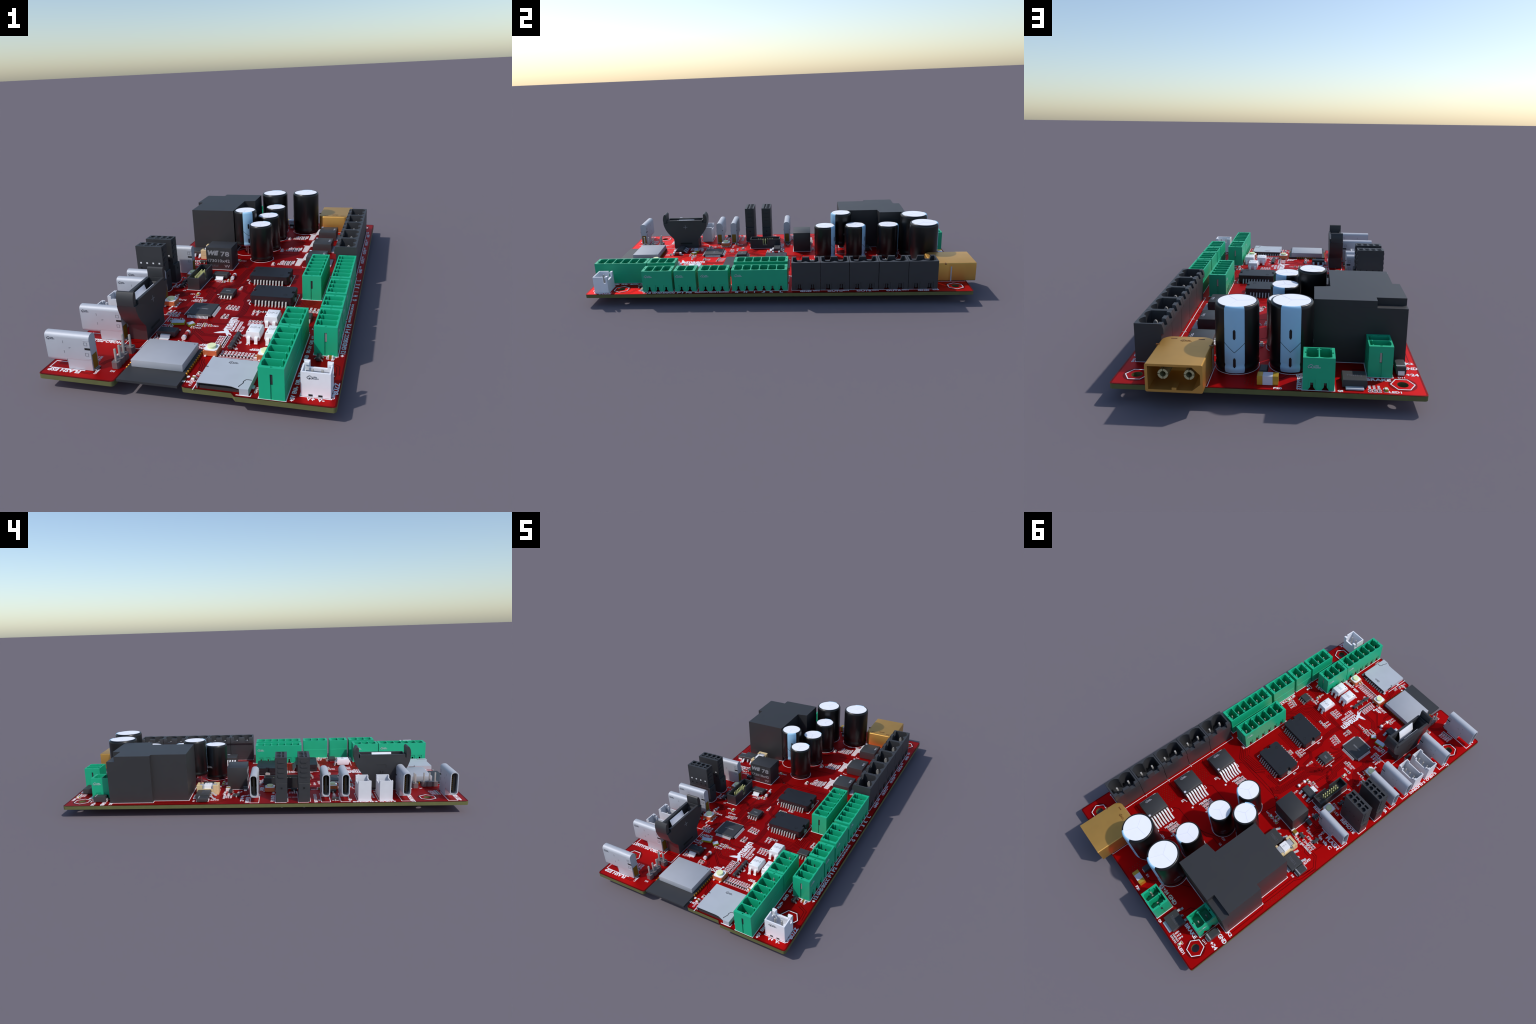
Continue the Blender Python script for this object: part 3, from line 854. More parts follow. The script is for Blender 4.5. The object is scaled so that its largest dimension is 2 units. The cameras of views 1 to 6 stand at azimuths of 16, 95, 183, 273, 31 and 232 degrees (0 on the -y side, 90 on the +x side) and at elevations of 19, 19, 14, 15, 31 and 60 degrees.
# ------------------------------------------------------------------ chips with leads
LEADS = {}
def gull(w, reach, zb, t=.003, m=TIN):
    """A gull-wing lead that leaves a body at height zb and lands on the board."""
    key = (w, reach, zb, t, m.name)
    if key not in LEADS:
        b = MB()
        b.lead([(-.003, zb), (reach * .30, zb), (reach * .42, zb - .004), (reach * .58, .006), (reach * .70, t / 2 + .0006), (reach, t / 2 + .0006)], t, w, m, axis='y')
        LEADS[key] = b.mesh("lead")
    return LEADS[key]

def lead_row(o, me, n, pitch, d, side):
    """n leads along one side: 'N' +y, 'S' -y, 'E' +x, 'W' -x at distance d."""
    for i in range(n):
        c = (i - (n - 1) / 2) * pitch
        x, y, r = {'N': (c, d, 0), 'S': (c, -d, 180), 'E': (d, c, 270), 'W': (-d, c, 90)}[side]
        place("lead", me, x, y, 0, r, parent=o)

def bevelled_body(b, w, d, z0, z1, m, waist=.5, inset=.002):
    zw = z0 + (z1 - z0) * waist
    lv = [(z0, inset), (zw, 0), (z1 - .0012, inset * .8), (z1, inset + .0012)]
    k = b.mi(m)
    R = [[b.bm.verts.new((sx * (w / 2 - i), sy * (d / 2 - i), z)) for sx, sy in ((-1, -1), (1, -1), (1, 1), (-1, 1))] for z, i in lv]
    fs = [b.bm.faces.new(R[0]), b.bm.faces.new(R[-1])]
    for A, B in zip(R, R[1:]):
        for i in range(4):
            fs.append(b.bm.faces.new((A[i], A[(i + 1) % 4], B[(i + 1) % 4], B[i])))
    for q in fs:
        q.material_index = k

# two motor drivers: notched ends that show the heat slug
def driver(x, y):
    b = MB()
    w, d, z1 = .189, .124, .0415
    n = .020
    def out(i):
        xx, yy = w / 2 - i, d / 2 - i
        c = .008
        return [(-xx, -yy + c), (-xx + c, -yy), (xx - c, -yy), (xx, -yy + c), (xx, -n / 2), (xx - .013, -n / 2), (xx - .013, n / 2), (xx, n / 2),
                (xx, yy - c), (xx - c, yy), (-xx + c, yy), (-xx, yy - c), (-xx, n / 2), (-xx + .013, n / 2), (-xx + .013, -n / 2), (-xx, -n / 2)]
    b.plate([out(.0015)], .004, .022, CHIPD)
    b.plate([out(0)], .022, z1 - .0015, CHIPD)
    b.plate([out(.0012)], z1 - .0015, z1, CHIPD)
    for sx, sy in ((-.058, .034), (.058, -.034)):
        b.plate([ring(sx, sy, .0085, 20), ring(sx, sy, .0072, 20)], z1 - .001, z1 + .0004, HOLE)
    o = place("motor_driver", b.mesh("motor_driver"), x, y, T)
    s = MB()
    for q in (-1, 1):
        s.box(q * (w / 2 - .018), q * (w / 2 + .0025), -.0135, .0135, .001, .0135, TIN, b=.001, seg=1)
    place("heat_slug", s.mesh("heat_slug"), parent=o)
    L = gull(.0062, .0215, .0205, .0040)
    for side in "NS":
        lead_row(o, L, 10, .01475, d / 2 - .002, side)
driver(.0910, -.0372)
driver(.1560, -.2640)

def soic(name, x, y, w, d, h, n, pitch, lw, reach, sides="NS", m=CHIPP, leadm=TIN, rot=0, z0=.003, text=None, ts=None, lt=.0026):
    b = MB()
    bevelled_body(b, w, d, z0, h, m)
    o = place(name, b.mesh(name), x, y, T, rot)
    L = gull(lw, reach, z0 + (h - z0) * .45, lt, leadm)
    for s in sides:
        lead_row(o, L, n, pitch, (d if s in "NS" else w) / 2 - .001, s)
    if text:
        t = MB()
        write(t, text, ts[:2] + (h + .0002,), ts[2], ts[3], GREYM, *DIRS[ts[4]], bold=0, proud=.0004)
        place("printed_mark", t.mesh("printed_mark", smooth=False), parent=o, kind="stuff")
    return o
soic("driver_chip", -.0600, -.2500, .0640, .0600, .0240, 4, .0148, .0055, .0170, text="TXRX", ts=(0, 0, .022, .009, 180))
soic("driver_chip", .3230, -.4310, .0570, .0430, .0215, 4, .0148, .0055, .0160)
soic("driver_chip", -.1570, .4950, .0640, .0560, .0230, 4, .0148, .0055, .0160)
# processor: leads on all four sides
o = soic("processor_chip", -.1180, -.4300, .1140, .1160, .0140, 16, .0058, .0030, .0115, sides="NSEW", leadm=WTIN, lt=.002,
         text="LPC1768FBD", ts=(0, 0, .050, .008, 0))
t = MB(); t.plate([ring(-.046, -.046, .0030, 14)], .0136, .0144, GREYM); place("pin_mark", t.mesh("pin_mark"), parent=o)

# half-bridges: seven long bright leads, tab under the power headers
SEVEN = MB()
SEVEN.lead([(-.003, .036), (.010, .036), (.0185, .030), (.0300, .010), (.0360, .0028), (.0600, .0028)], .0044, .0085, WTIN, axis='y')
SEVEN = SEVEN.mesh("lead")
for yc in (.6480, .4310, .2150):
    b = MB()
    bevelled_body(b, .1020, .1150, .003, .0530, CHIPP, waist=.6, inset=.003)
    o = place("half_bridge", b.mesh("half_bridge"), .2730, yc, T)
    b = MB()
    b.box(.042, .0770, -.0500, .0500, .0006, .0085, STEEL, b=.0015)
    place("heat_tab", b.mesh("heat_tab"), parent=o)
    lead_row(o, SEVEN, 7, .0155, .0490, 'W')
    t = MB()
    t.plate([ring(-.0420, .0475, .0062, 20)], .0525, .0536, LILAC)
    cloud_mark(t, (.034, .003, .0533), .0165, LILAC, (0, -1, 0), (1, 0, 0))
    place("printed_mark", t.mesh("printed_mark", smooth=False), parent=o, kind="stuff")

# three-legged power transistors
def dpak(x, y, rot, tab=True, text="TO252-2"):
    b = MB()
    bevelled_body(b, .0820, .0700, .003, .0295, CHIPP, waist=.6, inset=.0015)
    o = place("power_transistor", b.mesh("power_transistor"), x, y, T, rot)
    b = MB()
    b.box(-.0300, .0300, .030, .0510, .0006, .0075, STEEL, b=.0030, seg=3)
    place("heat_tab", b.mesh("heat_tab"), parent=o)
    L = gull(.0110, .0300, .0150, .0042, STEEL)
    for c in (-.0290, .0290):
        place("lead", L, c, -.034, 0, 180, parent=o)
    S = gull(.0090, .0120, .0150, .0042, STEEL)
    place("lead", S, 0, -.034, 0, 180, parent=o)
    t = MB()
    write(t, text, (0, 0, .0297), .050, .013, DGREY, *DIRS[180], bold=0, proud=.0004)
    place("printed_mark", t.mesh("printed_mark", smooth=False), parent=o, kind="stuff")
dpak(-.2850, .8880, 0)
dpak(-.2530, .2660, 0)
dpak(-.4070, .2730, 0)

# regulators with a wide tab
def sot223(x, y):
    b = MB()
    bevelled_body(b, .0770, .0430, .003, .0245, CHIPP, waist=.5, inset=.0025)
    o = place("regulator", b.mesh("regulator"), x, y, T)
    b = MB()
    b.lead([(-.003, .012), (.008, .012), (.013, .0035), (.026, .0028)], .0036, .0390, WTIN, axis='y')
    place("lead", b.mesh("lead"), 0, -.0210, 0, 180, parent=o)
    L = gull(.0115, .0230, .0120, .0036, STEEL)
    for c in (-.0290, 0, .0290):
        place("lead", L, c, .0205, 0, 0, parent=o)
    t = MB()
    write(t, "1117-3.3", (0, 0, .0247), .030, .007, DGREY, *DIRS[180], bold=0, proud=.0004)
    place("printed_mark", t.mesh("printed_mark", smooth=False), parent=o, kind="stuff")
sot223(-.1640, -.0420)
sot223(-.1790, -.6520)

# small transistors and diodes
def sot23(x, y, rot, n=3, L=.0340):
    b = MB()
    bevelled_body(b, L, .0165, .002, .0150, CHIPP, inset=.0012)
    o = place("small_transistor", b.mesh("small_transistor"), x, y, T, rot)
    L = gull(.0055, .0085, .0070, .0022, TIN)
    cs = ((-.0108, 0, .0108), (-.0108, 0, .0108)) if n == 6 else ((0,), (-.0108, .0108))
    for c in cs[0]:
        place("lead", L, c, .0075, 0, 0, parent=o)
    for c in cs[1]:
        place("lead", L, c, -.0075, 0, 180, parent=o)
sot23(-.3290, .1440, 0); sot23(-.3960, .1080, 90); sot23(-.3180, -.1360, 90); sot23(-.2920, .0200, 90, 6)
sot23(.4230, -.7300, 90); sot23(.0960, -.6240, 90, L=.0392); sot23(.0960, -.6640, 90, L=.0392); sot23(.0960, -.7040, 90, L=.0392); sot23(-.3110, -.1830, 90)
sot23(-.4730, -.3790, 90); sot23(-.345, -.3790, 90)

def sma(x, y, L, W, H, rot, bar=True):
    b = MB()
    bevelled_body(b, L, W, .003, H, CHIPP, inset=.002)
    if bar:
        b.box(-L * .36, -L * .27, -W * .46, W * .46, H - .002, H + .0004, GREYM)
    o = place("surface_diode", b.mesh("surface_diode"), x, y, T, rot)
    b = MB()
    for s in (-1, 1):
        pts = [(s * (L / 2 - .012), .0022), (s * (L / 2 + .0018), .0022), (s * (L / 2 + .0026), .0035), (s * (L / 2 + .0016), H * .55)]
        b.lead(pts, .0022, W * .62, WTIN, axis='x')
    place("lead", b.mesh("lead"), parent=o)
sma(-.4500, .7860, .0640, .0360, .0320, 270)
sma(-.4670, .2690, .0560, .0400, .0225, 270)
sma(.0180, .8480, .0500, .0300, .0260, 90, False)
sma(-.2910, .0690, .0360, .0240, .0180, 180)
sma(-.3360, -.6150, .0360, .0170, .0150, 90, False)
sma(.258, .0, .0001 + .02, .014, .012, 0, False) if False else None

def melf(x, y, L, r):
    b = MB()
    b.cyl(0, r + .001, -L / 2 + .012, L / 2 - .012, r * .92, REDG, n=20, axis='y')
    b.cyl(0, r + .001, -L / 2 + .010, -L / 2 + .0135, r * .96, CHIPD, n=20, axis='y')
    for s in (-1, 1):
        b.cyl(0, r + .001, s * L / 2, s * (L / 2 - .0110), r, WTIN, n=20, axis='y')
    place("glass_diode", b.mesh("glass_diode"), x, y, T)
melf(-.1010, -.6600, .0520, .0092)
melf(-.0990, -.0460, .0490, .0088)

# opto-couplers
def opto(x, y):
    b = MB()
    bevelled_body(b, .0560, .0740, .008, .0440, WHITEP, waist=.45, inset=.004)
    o = place("opto_coupler", b.mesh("opto_coupler"), x, y, T)
    b = MB()
    b.lead([(-.003, .0250), (.0060, .0250), (.0085, .0220), (.0120, .0050), (.0155, .0025)], .0034, .0125, WTIN, axis='y')
    me = b.mesh("lead")
    for s in "NS":
        lead_row(o, me, 2, .0290, .0360, s)
    t = MB()
    write(t, "DIP-4", (.001, .003, .0442), .036, .0140, GREYM, *DIRS[0], bold=-.008, proud=.0005)
    t.plate([ring(-.0190, -.0250, .0028, 14)], .0435, .0446, DGREY)
    place("printed_mark", t.mesh("printed_mark", smooth=False), parent=o, kind="stuff")
opto(.2020, -.4860); opto(.1650, -.6200); opto(.2380, -.6220)

# push buttons
def button(x, y):
    b = MB()
    b.plate([[(-.026, -.020), (-.020, -.026), (.020, -.026), (.026, -.020), (.026, .020), (.020, .026), (-.020, .026), (-.026, .020)]], .002, .0225, COPPER)
    for sx in (-1, 1):
        for sy in (-1, 1):
            b.box(sx * .0195, sx * .0262, sy * .0195, sy * .0262, .002, .0232, COPPER, b=.001, seg=1)
    b.plate([[(-.0245, -.0175), (-.0175, -.0245), (.0175, -.0245), (.0245, -.0175), (.0245, .0175), (.0175, .0245), (-.0175, .0245), (-.0245, .0175)]], .0225, .0242, WHITEP)
    o = place("push_button", b.mesh("push_button"), x, y, T)
    b = MB()
    b.lathe([(0, .0240), (.0162, .0240), (.0162, .0325), (.0155, .0334), (0, .0334)], BUTTON, n=28)
    place("button_cap", b.mesh("button_cap"), parent=o)
    b = MB()
    for sx in (-.017, .017):
        for sy in (-1, 1):
            b.box(sx - .004, sx + .004, sy * .0255, sy * .0340, .0006, .0050, WTIN, b=.001, seg=1)
    place("lead", b.mesh("lead"), parent=o)
for x, y in ((.2390, -.7520), (.0395, -.7550), (-.2835, -.3810), (-.3045, -.0590)):
    button(x, y)

# ------------------------------------------------------------------ radio module and card slot
b = MB()
b.box(-.2170, .0025, -.9945, -.7550, .0008, .0095, DARKP)
o = place("radio_module", b.mesh("radio_module"), 0, 0, T)
b = MB()
b.box(-.2030, -.0105, -.9110, -.7560, .0095, .0368, SHIELD, b=.0015)
b.plate([ring(-.0205, -.7680, .0026, 12)], .036, .0371, DGREY)
place("shield_can", b.mesh("shield_can"), parent=o)
b = MB()
for i in range(11):
    y = -.7680 - i * .0146
    for xx in (-.2185, .0040):
        b.box(xx - .0032, xx + .0032, y - .0036, y + .0036, .0008, .0102, GOLD, b=.001, seg=1)
for i in range(10):
    b.box(-.160 + i * .0125 - .003, -.160 + i * .0125 + .003, -.7585, -.7535, .0012, .0104, GOLD)
place("edge_contact", b.mesh("edge_contact"), parent=o, kind="stuff")

b = MB()
# card slot: thin cover, its mouth at the board edge lower on one side
x0, x1, y0, y1, zt = .0640, .2415, -.9860, -.8180, .0232
top = [(x0, zt - .0018)] + [(x0 + (x1 - x0) * t, zt) for t in (.01, .5)]
cov = [(x0, y1), (x1 - .012, y1), (x1 - .012, y1 - .006), (x1, y1 - .006), (x1, y0 - .004), (x1 - .030, y0 - .004), (x1 - .058, y0 + .006), (x1 - .075, y0 + .0075), (x0, y0 + .0075)]
b.plate([cov], zt - .0022, zt, CARDS)
b.box(x0, x0 + .0022, y0 + .0075, y1, .001, zt - .0022, CARDS)
b.box(x1 - .0022, x1, y0 - .004, y1 - .006, .001, zt - .0022, CARDS)
b.box(x1 - .030, x1 - .0022, y0 - .0038, y0 - .0018, .001, zt - .0022, CARDS)
slot = place("card_slot", b.mesh("card_slot"), 0, 0, T)
b = MB()
b.box(x0 + .0024, x1 - .0024, y0 + .0200, y1 - .0020, .001, zt - .0024, DARKP)
b.box(x0 + .010, x1 - .035, y0 + .0085, y0 + .0200, .0008, .0090, DARKP)
for (xa, ya), (xb, yb) in zip([(.239, -.936), (.2205, -.936), (.2140, -.948), (.2160, -.957), (.2075, -.977)], [(.2205, -.936), (.2140, -.948), (.2160, -.957), (.2075, -.977), (.2075, -.981)]):
    b.strip([(xa, ya), (xb, yb)], .0026, zt - .001, zt + .0005, HOLE)
b.box(.0625, .0655, -.880, -.852, .008, .019, HOLE); b.box(.0625, .0720, -.884, -.880, zt - .002, zt + .0005, HOLE)
place("card_tray", b.mesh("card_tray"), parent=slot)
b = MB()
for i in range(9):
    b.lead([(-.004, .010), (.004, .009), (.008, .0025), (.014, .0022)], .0022, .0058, TIN, axis='y', off=.0800 + i * .0155)
place("lead", b.mesh("lead"), 0, y1, 0, 0, parent=slot)
b = MB()
for xx, yy in ((x0 - .003, -.822), (x0 - .003, -.930), (x1 + .003, -.822), (x1 + .003, -.945)):
    b.box(xx - .006, xx + .006, yy - .008, yy + .008, .0006, .0065, STEEL, b=.0015)
place("shell_tab", b.mesh("shell_tab"), parent=slot)
b = MB()
cloud_mark(b, (.155, -.845, zt + .0002), .0170, DGREY, (1, 0, 0), (0, 1, 0))
place("printed_mark", b.mesh("printed_mark", smooth=False), parent=slot, kind="stuff")

# ------------------------------------------------------------------ upright USB sockets
def usb_mesh():
    b = MB()
    z0, z1, hy = .0265, .1375, .0188
    outer = rrect(-hy, hy, z0, z1, .0165, 8)
    inner = rrect(-hy + .0042, hy - .0042, z0 + .0042, z1 - .0042, .0130, 8)
    b.plate([outer, inner], -.0870, -.0050, STEEL, axis='x')
    b.plate([outer], -.0050, .0870, STEEL, axis='x')
    b.box(-.0100, .0865, -.0184, .0184, .0006, .060, STEEL, b=.0010, seg=1)
    return b.mesh("usb_socket")
USB = usb_mesh()
t = MB()
t.box(-.0760, -.004, -.0048, .0048, .038, .126, HOLE, b=.001, seg=1)
t.plate([rrect(-.0144, .0144, .0309, .1331, .0128, 6)], -.0080, -.0052, HOLE, axis='x')
USB_TONGUE = t.mesh("contact_tongue")
t = MB()
for i in range(8):
    for s in (-1, 1):
        t.box(-.0740, -.035, s * .0044, s * .0054, .047 + i * .0095, .051 + i * .0095, GOLD)
USB_CONT = t.mesh("tongue_contact")
t = MB()
t.box(.0866, .0885, -.0130, .0130, .0070, .0610, BROWN)
USB_BACK = t.mesh("rear_insulator")
t = MB()
for s in (-1, 1):
    t.box(.0660, .0875, s * .0184, s * .0194, .0820, .0895, HOLE)
    for zc in (.1045, .0640):
        t.plate([rect(.0650, .0780, zc - .0065, zc + .0065), rect(.0664, .0766, zc - .0051, zc + .0051)], s * .0180, s * .0193, FAINT, axis='y')
    for xx, zc, hw, hh in ((-.0170, .1055, .0011, .0050), (-.0170, .0675, .0011, .0050), (.0075, .0855, .0035, .0011), (.0045, .084, .0011, .0026), (-.0105, .034, .0010, .0060)):
        t.box(xx - hw, xx + hw, s * .0182, s * .0191, zc - hh, zc + hh, FAINT)
    t.box(.063, .0865, s * .0182, s * .0196, .1165, .1180, STEEL); t.box(.063, .0865, s * .0182, s * .0196, .0490, .0505, STEEL)
USB_DET = t.mesh("shell_detail", smooth=False)
t = MB()
for i in range(4):
    t.box(.0860, .0960, -.0120 + i * .0080 - .0016, -.0120 + i * .0080 + .0016, .0006, .0050, TIN)
for s in (-1, 1):
    t.box(-.001, .001, -.002, .002, -.034, .002, TIN) if s < 0 else t.box(.070, .073, -.012, -.008, -.034, .002, TIN)
USB_LEG = t.mesh("lead")
t = MB()
cloud_mark(t, (-.0600, -.0190, .1160), .0150, DGREY, (1, 0, 0), (0, 0, 1))
USB_LOGO = t.mesh("printed_mark", smooth=False)
for y in (-.9325, -.7145, -.4265, -.3330, .0130):
    o = place("usb_socket", USB, -.4150, y, T)
    for n, me in (("contact_tongue", USB_TONGUE), ("tongue_contact", USB_CONT), ("rear_insulator", USB_BACK), ("shell_detail", USB_DET), ("lead", USB_LEG), ("printed_mark", USB_LOGO)):
        place(n, me, parent=o, kind="stuff" if n in ("shell_detail", "lead", "printed_mark", "tongue_contact") else None)

# ------------------------------------------------------------------ spring terminals
def spring_terminal(y0):
    w = .0565
    b = MB()
    xs = [-.3660 - .1295 * (.108 + .236 * i) for i in range(4)]
    loops = [rect(-.4955, -.3660, -w / 2, w / 2)]
    loops += [ring(x - .003, w * .21, .0118, 20) for x in xs]
    loops += [rect(x - .0145, x + .0095, -w * .27, -w * .08) for x in xs]
    b.plate(loops, .2060, .2210, DARKP)
    b.box(-.4955, -.3660, -w / 2, w / 2, .0955, .2060, DARKP)
    b.box(-.4990, -.3575, -w / 2 + .0004, w / 2 - .0004, .0008, .0948, DARKP, b=.0010, seg=1)
    o = place("spring_terminal", b.mesh("spring_terminal"), 0, y0 + w / 2, T)
    b = MB()
    for i in range(4):
        z = .1300 + i * .0241
        for xa, xb in ((-.4985, -.4950), (-.3665, -.3630)):
            b.plate([rrect(-.0175, .0175, z - .0075, z + .0075, .0070, 5)], xa, xb, DARKP, axis='x')
    place("release_lever", b.mesh("release_lever"), parent=o)
    b = MB()
    b.box(-.4996, -.4980, -.0045, .0045, .066, .075, HOLE); b.box(-.3580, -.3569, -.0045, .0045, .066, .075, HOLE)
    for i in range(4):
        xc = -.4759 + i * .0308
        b.box(xc - .0040, xc + .0040, -w / 2 - .0006, -w / 2 + .001, .1365, .1435, WTIN)  # white plate modelled for the light caught in each test hole
        b.box(xc - .0045, xc + .0045, -w / 2 - .0005, -w / 2 + .001, .1110, .1190, HOLE)
        b.box(xc - .003, xc + .003, w / 2 - .001, w / 2 + .0005, .115, .121, HOLE)
    place("painted_test_hole", b.mesh("painted_test_hole", smooth=False), parent=o, kind="stuff")
    b = MB()
    for i in range(4):
        b.box(-.476 + i * .0305 - .004, -.476 + i * .0305 + .004, -.004, .004, -.0330, .002, TIN)
    place("contact_pin", b.mesh("contact_pin"), parent=o)
spring_terminal(-.1485)
spring_terminal(-.2570)

# ------------------------------------------------------------------ white nylon sockets
def nylon_frame(x0, x1, y0, y1, h, w, WHITEP):
    """Open box whose walls can stop lower on one side."""
    b = MB()
    b.plate([rect(x0, x1, y0, y1), rect(x0 + w, x1 - w, y0 + w, y1 - w)], .0006, h - .03, WHITEP)
    b.box(x0 + w - .001, x1 - w + .001, y0 + w - .001, y1 - w + .001, .002, .018, WHITEP)
    return b

for yc in (-.5180, -.6195):
    x0, x1, hy, h, w = -.4915, -.3715, .0305, .0975, .0048
    lo_n, lo_s = .0750, .0850          # the two long walls stop lower between their posts
    b = nylon_frame(x0, x1, yc - hy, yc + hy, lo_n + .03, w, JSTP)
    b.box(x0, x0 + w, yc - hy, yc + hy, lo_n, h, JSTP)
    b.box(x1 - w, x1, yc - hy, yc + hy, lo_n, h, JSTP)
    b.box(x0 + w, x1 - w, yc - hy, yc - hy + w, lo_n, lo_s, JSTP)
    for xa, xb in ((x0 + w, x0 + w + .0110), (x1 - w - .0150, x1 - w)):
        b.box(xa, xb, yc - hy, yc - hy + w, lo_s, h - .0004, JSTP)
    for xa, xb in ((x0 + w, x0 + w + .0100), (x1 - w - .0120, x1 - w)):
        b.box(xa, xb, yc + hy - w, yc + hy, lo_n, h - .0004, JSTP)
    for xa, xb in ((x0 + w + .0140, x0 + w + .0195), (x1 - w - .0230, x1 - w - .0170)):
        b.box(xa, xb, yc + hy - w - .0050, yc + hy + .0012, .010, h - .0080, JSTP)
    for xa, xb in ((x0 + w, x0 + w + .006), (x1 - w - .006, x1 - w)):
        b.box(xa, xb, yc + hy - w - .0085, yc + hy - w, lo_n, h - .0006, JSTP)
    o = place("nylon_socket", b.mesh("nylon_socket"), 0, 0, T)
    b = MB()
    for i in range(3):
        xc = (x0 + x1) / 2 + (i - 1) * .0285
        b.box(xc - .0036, xc + .0036, yc - .0036, yc + .0036, -.036, .066, TIN, b=.001, seg=1)
        b.box(xc - .0045, xc + .0045, yc + hy - .001, yc + hy + .0006, .001, .0075, HOLE)
    place("contact_pin", b.mesh("contact_pin"), parent=o)

x0, x1, y0, y1, h, w, lo = .4015, .4945, -.9570, -.8825, .0870, .0050, .0535
b = nylon_frame(x0, x1, y0, y1, lo + .03, w, WHITEP)
b.box(x0, x1, y0, y0 + w, lo, h, WHITEP)
for xa, xb in ((x0, x0 + w), (x1 - w, x1)):
    b.box(xa, xb, y0 + w, -.9047, lo, h, WHITEP)           # side walls, slotted near the back
b.box(x0 + .019, x1 - .019, y1 - .0090, y1, lo, .0630, WHITEP)
for xa, xb in ((x0, x0 + .019), (x1 - .019, x1)):
    b.box(xa, xb, y1 - .0090, y1, lo, h, WHITEP)
    b.box(xa + .003, xb - .001, y1 - .0140, y1 - .0090, h - .0130, h - .0010, WHITEP, b=.0015, seg=1)
o = place("nylon_socket", b.mesh("nylon_socket"), 0, 0, T)
b = MB()
for xc in (.4330, .4645):
    b.box(xc - .0040, xc + .0040, -.9270, -.9190, -.036, .078, TIN, b=.0012, seg=1)
place("contact_pin", b.mesh("contact_pin"), parent=o)
b = MB()
cloud_mark(b, (.4440, -.9573, .0690), .0175, DGREY, (1, 0, 0), (0, 0, 1))
for xc in (.432, .4625):
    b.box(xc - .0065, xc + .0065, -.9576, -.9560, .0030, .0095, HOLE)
place("printed_mark", b.mesh("printed_mark", smooth=False), parent=o, kind="stuff")

# ------------------------------------------------------------------ coin-cell holder
CY = -.6295
def mirror(pts):
    return [(2 * CY - y, z) for y, z in pts]
def at(pts):
    return [(CY + d, z - T) for d, z in pts]
right = at([(.0785, T + .0005), (.0785, .1180), (.0810, .1245), (.0960, .1400), (.1150, .1640), (.1270, .1840), (.1355, .2070), (.1400, .2280)])
horn_o = at([(.1400, .2280), (.1415, .2480), (.1400, .2610), (.1360, .2730), (.1310, .2810), (.1255, .2830), (.1200, .2795), (.1180, .2720), (.1190, .2550), (.1180, .2280)])
XA, XB = -.3150, -.2395
ZW = .2440 - T                     # rim of the slot
b = MB()
left = mirror(right)
flo = [(CY + .1130, ZW), (CY - .1130, ZW)]
face = right + [(CY + .1170, right[-1][1]), (CY + .1130, right[-1][1])] + flo + [(CY - .1130, right[-1][1]), (CY - .1170, right[-1][1])] + left[::-1]
for xa, xb in ((XB - .0105, XB), (XA, XA + .0120)):
    b.plate([face], xa, xb, DARKP, axis='x')
cav = at([(.1080, .2270), (.1010, .2000), (.0860, .1720), (.0600, .1480), (.0, .1380)])
cavl = mirror(cav)[::-1][1:]
zc = right[-1][1] - .0005
mid = right[:-1] + [(CY + .1397, zc), (CY + .1085, zc)] + cav + cavl + [(CY - .1085, zc), (CY - .1397, zc)] + left[:-1][::-1]
b.plate([mid], XA + .0120, XB - .0105, DARKP, axis='x')
for h2 in (horn_o, mirror(horn_o)):
    b.plate([h2], XA + .0020, XB - .0060, DARKP, axis='x')
for sgn in (-1, 1):
    b.box(XA + .0120, XB - .0105, CY + sgn * .1080, CY + sgn * .1125, .1600, ZW - .0004, DARKP)
o = place("battery_holder", b.mesh("battery_holder"), 0, 0, T)
b = MB()
for path, ya, yb2 in (([(-.2530, .1825), (-.2680, .1400), (-.2690, .0900)], -.6825, -.5835), ([(-.2975, .1745), (-.2845, .1350), (-.2840, .0900)], -.6790, -.5795)):
    b.lead(path, .0020, yb2 - ya, WHITEP, axis='x', off=(ya + yb2) / 2)
place("battery_contact", b.mesh("battery_contact"), parent=o)
b = MB()
q = XB
b.box(q - .001, q + .0005, -.6410, -.6160, .1390, .1410, GREYM)
b.box(q - .001, q + .0005, -.6295, -.6275, .1275, .1390, GREYM); b.box(q - .001, q + .0005, -.6295, -.6275, .1410, .1525, GREYM)
b.box(q - .001, q + .0006, -.6690, -.5930, .0270, .0370, GREYM if False else HOLE)
q = XA
for ya, yb2, za, zb in ((-.640, -.612, .085, .102), ):
    b.box(q - .0006, q + .001, ya, yb2, za, zb, INDP)
b.box(q - .0005, q + .001, -.647, -.600, .1310, .1318, HOLE); b.box(q - .0005, q + .001, -.648, -.647, .117, .1318, HOLE)
b.box(q - .0008, q + .001, -.622, -.619, .086, .101, HOLE); b.box(q - .0008, q + .001, -.634, -.631, .086, .101, HOLE)
place("moulded_mark", b.mesh("moulded_mark", smooth=False), parent=o, kind="stuff")
b = MB()
for xx, yy in ((-.280, -.70), (-.280, -.556)):
    b.cyl(xx, yy, -.040, .002, .006, TIN, n=10)
place("contact_pin", b.mesh("contact_pin"), parent=o)

